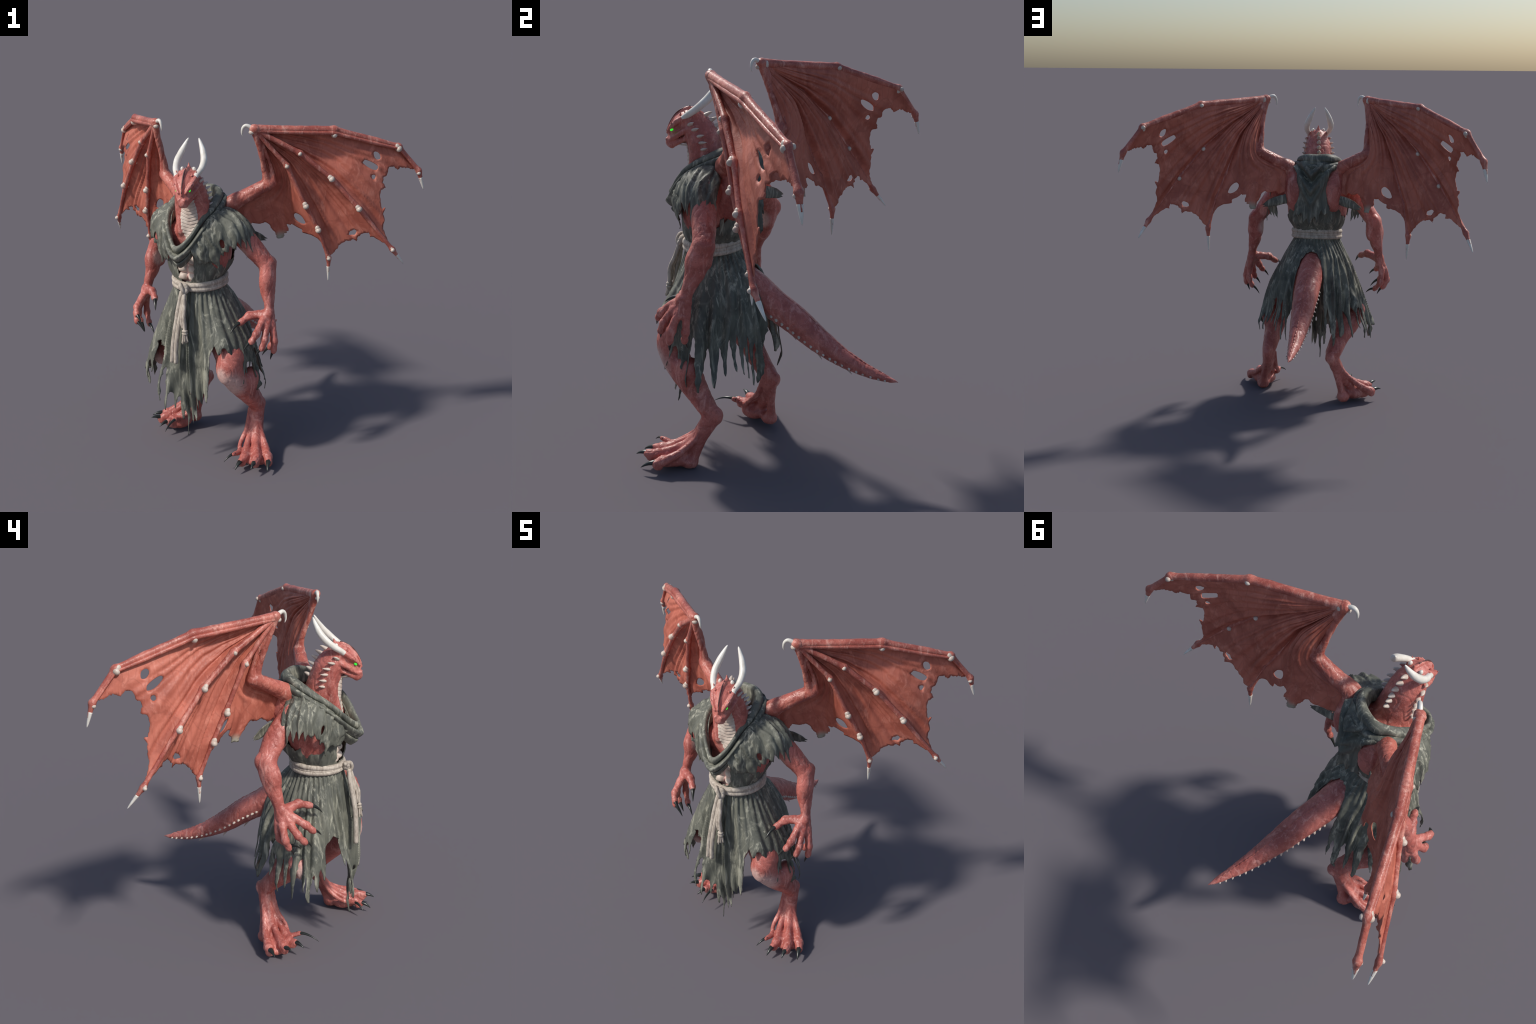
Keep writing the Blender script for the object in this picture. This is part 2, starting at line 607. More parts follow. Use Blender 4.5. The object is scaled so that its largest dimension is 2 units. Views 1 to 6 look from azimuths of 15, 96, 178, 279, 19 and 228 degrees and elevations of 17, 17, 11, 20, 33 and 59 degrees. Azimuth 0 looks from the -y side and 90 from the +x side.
# head
HX = -.178
ell((HX, -.462, 1.607), (.054, .068, .052), "head", .02)
chain([(HX, -.495, 1.590), (HX, -.525, 1.545), (HX, -.543, 1.508)], [.043, .034, .0285], "head", .012)
for s in (1, -1):
    chain([(HX + s * .040, -.442, 1.643), (HX + s * .050, -.482, 1.626), (HX + s * .041, -.525, 1.598),
           (HX + s * .020, -.556, 1.562)], [.016, .0160, .0130, .0075], "head", .006)       # brow
    chain([(HX + s * .054, -.432, 1.592), (HX + s * .053, -.470, 1.573), (HX + s * .040, -.510, 1.545),
           (HX + s * .021, -.546, 1.520)], [.013, .0145, .0125, .011], "head", .006)       # cheek
    chain([(HX + s * .048, -.438, 1.548), (HX + s * .036, -.478, 1.530), (HX + s * .011, -.540, 1.493)],
          [.016, .013, .014], "head", .008)                                                # jaw
    ell((HX + s * .047, -.440, 1.538), (.013, .015, .014), "head", .006)                   # jaw corner
    ell((HX + s * .016, -.562, 1.524), (.009, .009, .009), "head", .005)                   # nostril
    ell((HX + s * .062, -.432, 1.570), (.012, .012, .012), "head", .006)
    ell((HX + s * .060, -.452, 1.553), (.008, .010, .008), "head", .006)
    cap((HX + s * .066, -.465, 1.604), (HX + s * .046, -.540, 1.568), .0085, .0085, "head", -.005)  # eye groove
    cap((HX + s * .040, -.542, 1.560), (HX + s * .026, -.566, 1.536), .006, .004, "head", -.005)
    cap((HX + s * .050, -.470, 1.540), (HX + s * .026, -.560, 1.504), .003, .0025, "head", -.004)   # mouth line
    cap((HX + s * .022, -.50, 1.665), (HX + s * .016, -.556, 1.600), .007, .004, "head", -.010)     # hollow beside the ridge
chain([(HX, -.425, 1.668), (HX, -.47, 1.668), (HX, -.515, 1.643), (HX, -.550, 1.594), (HX, -.565, 1.550)],
      [.010, .009, .007, .007, .006], "head", .006)                                        # bridge ridge
chain([(HX, -.425, 1.660), (HX, -.422, 1.694)], [.013, .004], "head", .006)                # crest

# arms and hands
for s, A, tag in ((1, LA, ""), (-1, RA, ".R")):
    wr_, el_, fm_ = np.array(A['wr']), np.array(A['el']), np.array(A['fm'])
    ell(w1(A['sh']), (.062, .064, .075), "arm" + tag, .04, BF)
    chain(W([A['sh'], A['up'], A['el']]), [.066, .059, .050], "arm" + tag, .015, axis=NX, flat=1.2)
    ell(w1(np.array(A['up']) + (0, -.022, .01)), (.034, .034, .06), "arm" + tag, .02, BF)  # biceps
    ell(w1(el_ + (s * .012, .034, .005)), (.024, .020, .032), "arm" + tag, .012, BF)       # elbow
    chain(W([el_, fm_ + (0, .006, .035), fm_ + (0, -.002, -.02), wr_ * .6 + fm_ * .4, wr_]), [.050, .054, .047, .034, .027], "arm" + tag, .015, axis=NX, flat=1.22)
    ell(w1(el_ + (-s * .022, .005, -.055)), (.028, .031, .062), "arm" + tag, .02, BF)      # forearm belly
    chain(W([el_ + (s * .014, .028, -.01), fm_ + (s * .020, .034, 0), wr_ + (s * .006, .012, .01)]),
          [.014, .013, .010], "arm" + tag, .012)
    ell(w1(wr_ + (s * .002, -.012, -.018)), (.030, .036, .034), "hand" + tag, .015, BF)

LH = dict(
    thumb=[(.400, .005, .872), (.316, -.032, .860), (.268, -.088, .818)],
    index=[(.405, .000, .868), (.398, -.055, .836), (.394, -.106, .791), (.370, -.140, .742)],
    middle=[(.414, .010, .860), (.424, -.040, .815), (.429, -.078, .755), (.419, -.104, .697)],
    ring=[(.418, .020, .860), (.442, -.008, .800), (.461, -.026, .735), (.461, -.040, .667)],
    little=[(.412, .030, .860), (.424, .030, .795), (.428, .028, .725), (.406, .012, .660)])
LT = dict(thumb=(.262, -.153, .792), index=(.342, -.157, .708), middle=(.388, -.115, .663),
          ring=(.443, -.044, .631), little=(.366, .009, .623))
RH = dict(
    thumb=[(-.390, .035, .895), (-.319, -.020, .908), (-.253, -.083, .880)],
    index=[(-.394, .030, .885), (-.390, -.030, .858), (-.384, -.085, .825), (-.361, -.126, .782)],
    middle=[(-.402, .035, .880), (-.412, -.008, .835), (-.414, -.050, .776), (-.386, -.091, .722)],
    ring=[(-.406, .045, .880), (-.432, .024, .818), (-.444, .006, .752), (-.414, -.008, .688)],
    little=[(-.400, .058, .880), (-.416, .058, .815), (-.410, .050, .745), (-.362, .000, .675)])
RT = dict(thumb=(-.233, -.122, .840), index=(-.320, -.143, .755), middle=(-.334, -.098, .686),
          ring=(-.385, -.020, .653), little=(-.313, -.031, .657))
claws = []
for hand, tips, tag in ((LH, LT, ""), (RH, RT, ".R")):
    for f, pts in hand.items():
        P = W(pts)
        P[-1] = P[-2] + (P[-1] - P[-2]) * .80
        r = [.023, .0205, .0185, .0150][-len(pts):] if f != "thumb" else [.027, .0215, .0160]
        if f == "little":
            r = [.021, .019, .0165, .0135]
        chain(P, r, "hand" + tag, .009, sub=2)
        ell(P[-2] + (0, 0, .002), (r[-2] + .004,) * 3, "hand" + tag, .008)
        ell(P[-1] - (P[-1] - P[-2]) * .22, (r[-1] + .003,) * 3, "hand" + tag, .008)
        claws.append((P[-1] - (P[-1] - P[-2]) * .05, w1(tips[f]), r[-1] * .78))
    mc = [np.array(hand[f][1]) for f in ("index", "middle", "ring", "little")]
    for a, b in zip(mc[:-1], mc[1:]):
        cap(w1(a * .85 + np.array(hand["ring"][0]) * .15), w1(b * .85 + np.array(hand["ring"][0]) * .15),
            .016, .015, "hand" + tag, .012)
    chain(W([hand["index"][0], np.array(hand["index"][1]) * .5 + np.array(hand["thumb"][1]) * .5 +
             (0, .02, .015)]), [.018, .012], "hand" + tag, .015)

# legs: hip, knee, hock, ball
chain(W([(.065, .00, .95), (.135, -.060, .78), (.232, -.112, .635)]), [.075, .080, .080], "leg", .03)
chain(W([(.236, -.125, .590), (.250, -.105, .515), (.266, -.030, .425), (.275, .030, .355), (.284, .085, .285)]),
      [.070, .068, .063, .054, .044], "leg", .025)
ell(w1((.302, -.010, .480)), (.050, .062, .070), "leg", .03, BF)           # calf
ell(w1((.228, -.170, .565)), (.045, .030, .060), "leg", .03, BF)           # knee cap
ell(w1((.288, .128, .268)), (.028, .030, .042), "leg", .012, BF)           # hock
chain(W([(.275, .02, .44), (.290, .080, .35), (.293, .132, .275)]), [.034, .022, .018], "leg", .012)
chain(W([(.238, -.07, .47), (.248, .010, .36), (.255, .060, .29)]), [.018, .015, .014], "leg", .008)
chain(W([(-.065, .00, .95), (-.125, .01, .78), (-.215, .002, .62)]), [.072, .074, .068], "leg.R", .03)
chain(W([(-.252, .005, .550), (-.218, .085, .470), (-.176, .155, .400), (-.148, .225, .325)]),
      [.068, .064, .054, .046], "leg.R", .025)
ell(w1((-.136, .268, .305)), (.030, .028, .040), "leg.R", .012, BF)
ell(w1((-.285, -.022, .520)), (.040, .034, .050), "leg.R", .025, BF)
ell(w1((-.200, .095, .50)), (.052, .060, .06), "leg.R", .03, BF)
chain(W([(-.205, .12, .455), (-.160, .215, .37), (-.136, .268, .305)]), [.032, .020, .018], "leg.R", .012)
chain(W([(-.245, .06, .47), (-.205, .150, .37), (-.180, .200, .31)]), [.018, .015, .014], "leg.R", .008)

# feet: rays run from the hock to each toe, over a sole pad
FL = [  # (knuckle, claw base, tip, radius)
    ((.272, -.112, .072), (.266, -.170, .080), (.233, -.221, .050), .014),
    ((.320, -.140, .062), (.318, -.184, .052), (.315, -.242, .031), .021),
    ((.392, -.130, .068), (.405, -.182, .066), (.411, -.237, .054), .021),
    ((.436, -.082, .060), (.456, -.112, .050), (.481, -.179, .028), .022)]
FR = [
    ((-.232, .070, .090), (-.226, .010, .108), (-.229, -.100, .078), .014),
    ((-.268, .060, .080), (-.284, .018, .080), (-.306, -.041, .069), .021),
    ((-.335, .068, .082), (-.358, .045, .078), (-.393, .001, .090), .021),
    ((-.365, .140, .070), (-.388, .122, .068), (-.435, .080, .065), .022)]
for toes, hock, mid, ball, tag in (
        (FL, (.285, .095, .255), (.302, .042, .155), (.345, -.060, .052), ""),
        (FR, (-.150, .232, .290), (-.195, .208, .195), (-.265, .128, .064), ".R")):
    hock, mid, ball = map(np.array, (hock, mid, ball))
    side = np.array([1.0, .45, 0]) if tag == "" else np.array([-.75, .62, 0])
    side /= np.linalg.norm(side)
    chain(W([hock, mid, ball + (0, .02, .01)]), [.040, .033, .036], "foot" + tag, .010)
    for i, (kn, cb, tp, r) in enumerate(toes):
        off = side * (i - 1.9) * .023 + np.array((0, -.010 if tag == '' else 0, 0)) - (np.array((.006, .008, 0)) if tag else 0)
        kn, cb = np.array(kn), np.array(cb)
        chain(W([hock + off * .8 + (0, -.012 if tag == "" else 0, .0), mid + off * 1.15, (mid + kn) / 2 + off * .9 + (0, 0, -.015), kn, cb]),
              [.013, .0145, .018 if i else .012, r * 1.1, r * .9], "foot" + tag, .005)
        if i:
            ell(w1(kn + (0, 0, .002)), (r * 1.3, r * 1.3, r * 1.2), "foot" + tag, .006)
            ell(w1((kn * .35 + cb * .65) + (0, 0, -.02)), (r * 1.05, r * 1.05, r * .9), "foot" + tag, .01)
        claws.append((w1(cb + (kn - cb) * .15), w1(tp), r * (.72 if i else .66)))
    kn_ = [np.array(q[0]) for q in toes[1:]]
    for a_, b_ in zip(kn_[:-1], kn_[1:]):     # webbing between the toes
        c_ = (a_ + b_) / 2 * .72 + ball * .28
        ell(w1((c_[0], c_[1], .036)), (.034, .034, .022), "foot" + tag, .015, BF)
    ell(w1(ball + (0, -.006, -.010)), (.072, .068, .042) if tag == "" else (.074, .074, .046), "foot" + tag, .02, BF)
    heel = np.array((.338, .010, .028)) if tag == "" else np.array((-.215, .216, .045))
    ell(w1(heel), (.040, .042, .034), "foot" + tag, .02, BF)
    chain(W([hock + (0, .015, -.02), (hock + heel) / 2 + (0, .012, 0), heel + (0, .01, 0)]), [.026, .020, .026], "foot" + tag, .015)

# tail
TAIL = [(0, .06, .905, .070), (0, .17, .850, .076), (0, .295, .762, .072), (0, .402, .698, .068), (0, .525, .613, .059),
        (0, .643, .545, .045), (0, .765, .497, .031), (0, .870, .471, .016), (0, .924, .463, .004)]
tax = np.array([0, 0, 1.0]) * .78 + NY * .62
chain(W([p[:3] for p in TAIL]), [p[3] * 1.06 for p in TAIL], "tail", .02, axis=tax, flat=1.06)

# wing arms
WG = dict(W=(.3075, .089, 1.860), a1=(.640, .375, 1.829), b1=(.908, .643, 1.711), c1=(1.0, .719, 1.568),
          t1=(1.023, .743, 1.457), a2=(.503, .234, 1.718), b2=(.643, .334, 1.572), c2=(.770, .413, 1.400),
          d2=(.922, .532, 1.154), t2=(.965, .599, 1.056), a3=(.441, .202, 1.651), b3=(.514, .280, 1.421),
          c3=(.563, .333, 1.279), d3=(.596, .398, 1.103), t3=(.590, .403, .965),
          E=(.329, .194, 1.552), R=(.150, .096, 1.437), Q=(.14, .13, 1.27), K=(.258, .065, 1.835))
for s, tag in ((1, ""), (-1, ".R")):
    g = lambda n: w1(np.array(WG[n]) * (s, 1, 1))
    m = lambda *p: w1(np.array(p) * (s, 1, 1))
    chain([m(.095, .10, 1.27), m(.12, .11, 1.37), m(.150, .098, 1.436), m(.24, .148, 1.494), m(.322, .190, 1.542)],
          [.058, .056, .049, .038, .034], "wing" + tag, .025)
    chain([m(.328, .195, 1.546), m(.321, .172, 1.63), m(.321, .130, 1.74), g('W')], [.027, .0180, .0165, .021],
          "wing" + tag, .012)
    chain([m(.354, .210, 1.546), m(.351, .194, 1.63), m(.336, .152, 1.74), m(.320, .108, 1.84)], [.020, .011, .0105, .014],
          "wing" + tag, .006)
    ell(m(.338, .198, 1.545), (.030, .030, .028), "wing" + tag, .01, BF)
    ell(m(.310, .092, 1.862), (.030, .026, .024), "wing" + tag, .01, BF)


# ---- surface nets
def surface_nets(D):
    S = D < 0
    c = [S[i:DIM[0] - 1 + i, j:DIM[1] - 1 + j, k:DIM[2] - 1 + k] for i in (0, 1) for j in (0, 1) for k in (0, 1)]
    tot = sum(q.astype(np.int8) for q in c)
    cells = np.argwhere((tot > 0) & (tot < 8))
    idx = -np.ones(tot.shape, np.int32)
    idx[tuple(cells.T)] = np.arange(len(cells))
    acc = np.zeros((len(cells), 3))
    cnt = np.zeros(len(cells))
    corners = [(i, j, k) for i in (0, 1) for j in (0, 1) for k in (0, 1)]
    val = {q: D[tuple((cells + q).T)].astype(float) for q in corners}
    for a in corners:
        for ax in range(3):
            if a[ax] == 0:
                b = list(a)
                b[ax] = 1
                b = tuple(b)
                va, vb = val[a], val[b]
                x = (va < 0) != (vb < 0)
                t = np.where(x, va / np.where(x, va - vb, 1), 0)
                p = np.array(a, float)[None] + np.outer(t, np.array(b) - np.array(a))
                acc[x] += p[x]
                cnt[x] += 1
    V = LO + H * (cells + acc / cnt[:, None])
    F = []
    for ax in range(3):
        o1, o2 = (ax + 1) % 3, (ax + 2) % 3
        sh = list(D.shape)
        a = [slice(None)] * 3
        b = [slice(None)] * 3
        a[ax] = slice(0, -1)
        b[ax] = slice(1, None)
        A, B = S[tuple(a)], S[tuple(b)]
        e = np.argwhere(A != B)
        e = e[(e[:, o1] > 0) & (e[:, o2] > 0) & (e[:, o1] < DIM[o1] - 1) & (e[:, o2] < DIM[o2] - 1)]
        q = []
        for d1, d2 in ((-1, -1), (0, -1), (0, 0), (-1, 0)):
            p = e.copy()
            p[:, o1] += d1
            p[:, o2] += d2
            q.append(idx[tuple(p.T)])
        q = np.stack(q, 1)
        flip = ~A[tuple(e.T)]
        q[flip] = q[flip][:, ::-1]
        F.append(q)
    return V, np.vstack(F), LAB[tuple(cells.T)]


# sole is cut flat at the ground
sl, x, y, z = region(LO, np.array([HI[0], HI[1], 0.05]))
D[sl] = np.maximum(D[sl], np.broadcast_to((0.002 - z), D[sl].shape))
BV, BFc, BL = surface_nets(D)


def laplace(V, F, it, lam=0.5):
    a = np.concatenate([F[:, 0], F[:, 1], F[:, 2], F[:, 3]])
    b = np.concatenate([F[:, 1], F[:, 2], F[:, 3], F[:, 0]])
    for _ in range(it):
        S = np.zeros_like(V)
        C = np.zeros(len(V))
        for p, q in ((a, b), (b, a)):
            for ax in range(3):
                S[:, ax] += np.bincount(p, V[q, ax], len(V))
            C += np.bincount(p, minlength=len(V))
        V = V + lam * (S / C[:, None] - V)
    return V


def vnormals(V, F):
    fn = np.cross(V[F[:, 2]] - V[F[:, 0]], V[F[:, 3]] - V[F[:, 1]])
    N = np.zeros_like(V)
    for j in range(4):
        for ax in range(3):
            N[:, ax] += np.bincount(F[:, j], fn[:, ax], len(V))
    return N / (np.linalg.norm(N, axis=1)[:, None] + 1e-12)


BV = laplace(BV, BFc, 2)
N0 = vnormals(BV, BFc)
# muscle and wrinkle relief
rel = 0.0014 * nzv(BV * (1, 1, .55), 26.0, 3.1) - 0.0042 * np.clip(.16 - np.abs(nzv(BV * (1, 1, .6), 24.0, 15.2)), 0, 1) / .16 * .5 + 0.0006 * nzv(BV * (1, 1, .8), 60.0, 9.3)
BV = BV + N0 * rel[:, None]
BV = laplace(BV, BFc, 1, 0.25)
BV[:, 2] = np.maximum(BV[:, 2], 0.0)
BN = vnormals(BV, BFc)
BVH = BVHTree.FromPolygons([tuple(v) for v in BV], [tuple(f) for f in BFc])

fl = BL[BFc]
flab = np.median(fl, axis=1).astype(int)
flab = np.where((fl == flab[:, None]).any(1), flab, fl[:, 0])
PART = {}
for li, nm in enumerate(LABELS):
    F = BFc[flab == li]
    if not len(F):
        continue
    used = np.unique(F)
    mp = -np.ones(len(BV), int)
    mp[used] = np.arange(len(used))
    side = nm.endswith(".R")
    base = nm[:-2] if side else nm
    PART[nm] = new_obj(base, BV[used], mp[F], M_WINGBONE if base == "wing" else M_SKIN, normals=BN[used])

# ------------------------------------------------------------------ claws, horns, spikes, eyes
for i, (b, t, r) in enumerate(claws):
    d = t - b
    up = np.array([0, 0, 1.0]) * np.linalg.norm(d) * .13
    hand = i < 10
    par = PART["hand" if i < 5 else "hand.R"] if hand else PART["foot" if i < 14 else "foot.R"]
    v, f = cone_claw(b - d * .05, t, r * 1.12, up, power=.75)
    new_obj("claw", v, f, M_CLAW, par)

head = PART["head"]
HORN = [(.053, -.480, 1.628), (.055, -.466, 1.640), (.070, -.432, 1.664), (.074, -.391, 1.697), (.062, -.356, 1.736),
        (.044, -.332, 1.776), (.029, -.319, 1.808)]
for s in (1, -1):
    P = catmull([(HX - .001 + s * p[0], p[1], p[2]) for p in HORN], 40)
    t = np.linspace(0, 1, 40)
    R = np.interp(t, [0, .15, .5, .7, .88, .96, 1], [.0135, .0150, .0185, .0165, .0105, .0065, .0025])
    v, f = tube(P, R, 18, wob=.04)
    new_obj("horn", v, f, M_HORN, head)
    v, f = ellipsoid((HX + s * .0325, -.436, 1.664), (.0095, .011, .013))
    new_obj("small_horn", v, f, M_HORN, head)
    # eye
    c = np.array((HX + s * .0362, -.5355, 1.5715))
    v, f = ellipsoid(c, (.0055, .0085, .0055), axes=[(1, 0, 0), (0, .85, .52), (0, -.52, .85)])
    new_obj("eye", v, f, M_EYE, head)
    # temple spikes and brow spikes
    for b, t_, r in (((s * .050, -.468, 1.635), (s * .056, -.470, 1.664), .009),
                     ((s * .036, -.495, 1.640), (s * .040, -.492, 1.656), .006),
                     ((s * .045, -.535, 1.600), (s * .050, -.532, 1.610), .005),
                     ((s * .056, -.44, 1.612), (s * .078, -.425, 1.618), .010)):
        v, f = cone_claw(np.array(b) + (HX, 0, 0), np.array(t_) + (HX, 0, 0), r, m=8, n=8)
        new_obj("brow_spike", v, f, M_SKIN, head)


M_RIDGE_SHADE = make_skin("ridge_shade_skin", lin(96, 62, 58), lin(70, 46, 44), lin(130, 86, 80))  # dark tone paints in the shade on one side of the bridge ridge
P = catmull([(HX, -.455, 1.680), (HX, -.495, 1.664), (HX, -.525, 1.640), (HX, -.551, 1.600), (HX + .001, -.566, 1.560)], 24)
v, f = tube(P, np.interp(np.linspace(0, 1, 24), [0, .3, 1], [.003, .0042, .0028]), 8)
new_obj("snout_shade_strip", v, f, M_RIDGE_SHADE, head)  # thin strip added over the ridge to carry its painted shade


def surf(p, d):
    """first body surface point from p along d"""
    h = BVH.ray_cast(Vector(p), Vector(d).normalized())
    return (np.array(h[0]), np.array(h[1])) if h[0] is not None else (None, None)


# neck side spikes: flat pale thorns pointing back
for s in (1, -1):
    for y, z, L in ((-.437, 1.604, .030), (-.415, 1.582, .034), (-.392, 1.553, .040), (-.382, 1.524, .040),
                    (-.374, 1.493, .038), (-.366, 1.462, .030)):
        q, n = surf((HX + s * .3, y, z), (-s, 0, 0))
        if q is None:
            continue
        n = np.array(n)
        d = n * .55 + np.array((0, .75, .25))
        d /= np.linalg.norm(d)
        b = q - n * .006 - np.array((0, .008, 0))
        v, f = cone_claw(b, q + d * L * .70, .0140, bend=n * .008, n=10, m=9, power=.75, flat=.6)
        new_obj("neck_spike", v, f, M_BONE, PART["neck"])
# dorsal neck spikes
for i, (y, z) in enumerate(((-.372, 1.652), (-.348, 1.628), (-.326, 1.602), (-.309, 1.572), (-.296, 1.545), (-.285, 1.515))):
    q, n = surf((HX + .002, y + .25, z + .22), (0, -.25, -.22))
    if q is None:
        continue
    n = np.array(n)
    d = np.array((0, .9, .42))
    v, f = cone_claw(q - n * .006, q + d * (.038 - .002 * i), .0140, bend=n * .006, n=10, m=9, power=.8)
    new_obj("neck_spike", v, f, M_BONE, PART["neck"])

# throat plates: overlapping chevrons on the front of the neck
nplate = 12
for i in range(nplate):
    zc = 1.497 - i * .0185
    hw = .036 + .018 * math.sin(math.pi * min(1, i / 8.0) * .7) - max(0, i - 8) * .008
    V, F = [], []
    nu, nv = 15, 7
    for b in range(nv):
        tv = b / (nv - 1)
        for a in range(nu):
            tu = -1 + 2 * a / (nu - 1)
            x = HX + (.004 if i > 5 else 0) - .0012 * i * .3 + tu * hw
            z = zc - tv * .0235 + abs(tu) ** 1.2 * .016
            q, n = surf((x, -.505 if z > 1.43 else -.6, z), (0, 1, 0))
            if q is None:
                q, n = np.array((x, -.45, z)), np.array((0, -1., 0))
            lift = .0022 + .0030 * tv - (.006 if b in (0, nv - 1) else 0) - (.006 if a in (0, nu - 1) else 0) \
                - .002 * abs(tu) ** 4
            V.append(q + np.array((0, -1, 0)) * lift)
    for b in range(nv - 1):
        for a in range(nu - 1):
            F.append((b * nu + a, (b + 1) * nu + a, (b + 1) * nu + a + 1, b * nu + a + 1))
    new_obj("throat_plate", V, F, M_PLATE, PART["neck"])

# belly plates seen through the open robe
for r_, z in enumerate((1.165, 1.118, 1.072)):
    for s in (1, -1):
        V, F = [], []
        nu = nv = 9
        for b in range(nv):
            for a in range(nu):
                tu, tv = -1 + 2 * a / (nu - 1), -1 + 2 * b / (nv - 1)
                e = max(abs(tu), abs(tv))
                p = w1((s * .031 - .006 + tu * .029, -.5, z + tv * .0225))
                q, n = surf(p, NY)
                lift = .007 * (1 - e ** 3) - .004 * (e > .98)
                V.append(q - NY * lift)
        for b in range(nv - 1):
            for a in range(nu - 1):
                F.append((b * nu + a, b * nu + a + 1, (b + 1) * nu + a + 1, (b + 1) * nu + a))
        new_obj("belly_plate", V, F, M_PLATE, PART["torso"])

# tail thorns and dorsal keel
tp = catmull([p[:3] for p in TAIL], 200)
tr = catmull([(p[3], p[3], p[3]) for p in TAIL], 200)[:, 0]
tt = np.gradient(tp, axis=0)
tt /= np.linalg.norm(tt, axis=1)[:, None]
for s in (1, -1):
    for i in range(19):
        k = int(62 + i * 6.9)
        c, T = tp[k], tt[k]
        nrm = np.cross(T, (1, 0, 0))
        nrm = nrm if nrm[2] > 0 else -nrm
        d = np.array((s, 0, 0)) * .93 - nrm * .36
        q, n = surf(w1(c + d * .3), (W(c) - W(c + d * .3))[0])
        if q is None:
            continue
        n = np.array(n)
        L = .0055 + .05 * tr[k] + .0015 * ((i * 7) % 3)
        td = (W(T) - OO)[0]
        v, f = cone_claw(q - n * .007, q + n * L + td * L * .7, .0098 - .0028 * i / 18, n=9, m=8, power=.5)
        new_obj("tail_spike", v, f, M_BONE, PART["tail"])
for i in range(26):
    k = int(50 + i * 5.3)
    c, T = tp[k], tt[k]
    nrm = np.cross(T, (1, 0, 0))
    nrm = nrm if nrm[2] > 0 else -nrm
    q, n = surf(w1(c + nrm * .3), (W(c) - W(c + nrm * .3))[0])
    if q is None:
        continue
    td = (W(T) - OO)[0]
    sd = np.cross(td, n)
    v, f = ellipsoid(q - np.array(n) * .0035, (.0044, .0185, .0060), axes=[sd, td, n], nu=8, nv=6)
    new_obj("tail_keel_scale", v, f, M_WINGBONE, PART["tail"])
for k, L in ((90, .022), (120, .028), (150, .024)):
    c, T = tp[k], tt[k]
    nrm = np.cross(T, (1, 0, 0))
    nrm = -nrm if nrm[2] > 0 else nrm
    q, n = surf(w1(c + nrm * .3), (W(c) - W(c + nrm * .3))[0])
    td = (W(T) - OO)[0]
    v, f = cone_claw(q - td * .02 - np.array(n) * .006, q + td * .03 + np.array(n) * L * .6, .010, n=9, m=8)
    new_obj("tail_spike", v, f, M_BONE, PART["tail"])


# ------------------------------------------------------------------ wings
def gW(n):
    return np.array(WG[n])


def bent(names, c=.16):
    """nearly straight bones with rounded joints"""
    P = [gW(q) for q in names]
    out = [P[0]]
    for a, b in zip(P[:-1], P[1:]):
        out += [a + (b - a) * c, b - (b - a) * c]
        out.append(b)
    return catmull(out, 200)


F1 = bent(("W", "a1", "b1", "c1"))
F2 = bent(("W", "a2", "b2", "c2", "d2"), .25)
F3 = bent(("W", "a3", "b3", "c3", "d3"), .25)
F4 = catmull([gW(q) for q in ("W", "E", "R", "Q")], 200)


def samp(F, t):
    x = np.clip(t, 0, 1) * (len(F) - 1)
    i = np.minimum(x.astype(int), len(F) - 2)
    f = (x - i)[:, None]
    return F[i] * (1 - f) + F[i + 1] * f


PANELS = {   # bones on either side, trailing edge (s across, t outward), holes
    "A": (F1, F2, [(0, .985), (.055, .955), (.10, .915), (.17, .880), (.22, .864), (.228, .838), (.28, .800), (.32, .792),
                   (.39, .805), (.437, .780), (.49, .790), (.518, .822), (.59, .793), (.665, .808), (.705, .822),
                   (.74, .848), (.703, .868), (.78, .867), (.84, .892), (.908, .900), (.965, .945), (1, .985)],
          [[(.18, .68), (.155, .69), (.165, .715), (.225, .732), (.255, .715), (.245, .695), (.21, .682)],
           [(.38, .641), (.33, .646), (.318, .68), (.335, .728), (.385, .737), (.415, .70), (.405, .66)],
           [(.49, .714), (.465, .727), (.475, .744), (.52, .739), (.528, .72)]]),
    "B": (F2, F3, [(0, .975), (.055, .948), (.10, .925), (.14, .905), (.205, .905), (.172, .875), (.24, .873),
                   (.36, .888), (.41, .898), (.465, .928), (.50, .905), (.635, .908), (.78, .935), (.91, .975), (1, .998)],
          [[(.525, .874), (.47, .855), (.37, .848), (.365, .862), (.44, .880)]]),
    "C": (F3, F4, [(0, .985), (.01, .908), (.05, .870), (.12, .862), (.212, .875), (.215, .845), (.268, .847),
                   (.315, .832), (.368, .850), (.378, .895), (.44, .934), (.465, .972), (.54, .987), (.54, .946),
                   (.567, .916), (.58, .880), (.615, .873), (.70, .905), (.78, .905), (.83, .940), (.90, .935), (1, .99)],
          [[(.262, .742), (.222, .708), (.155, .722), (.138, .772), (.19, .797), (.25, .785)]])}


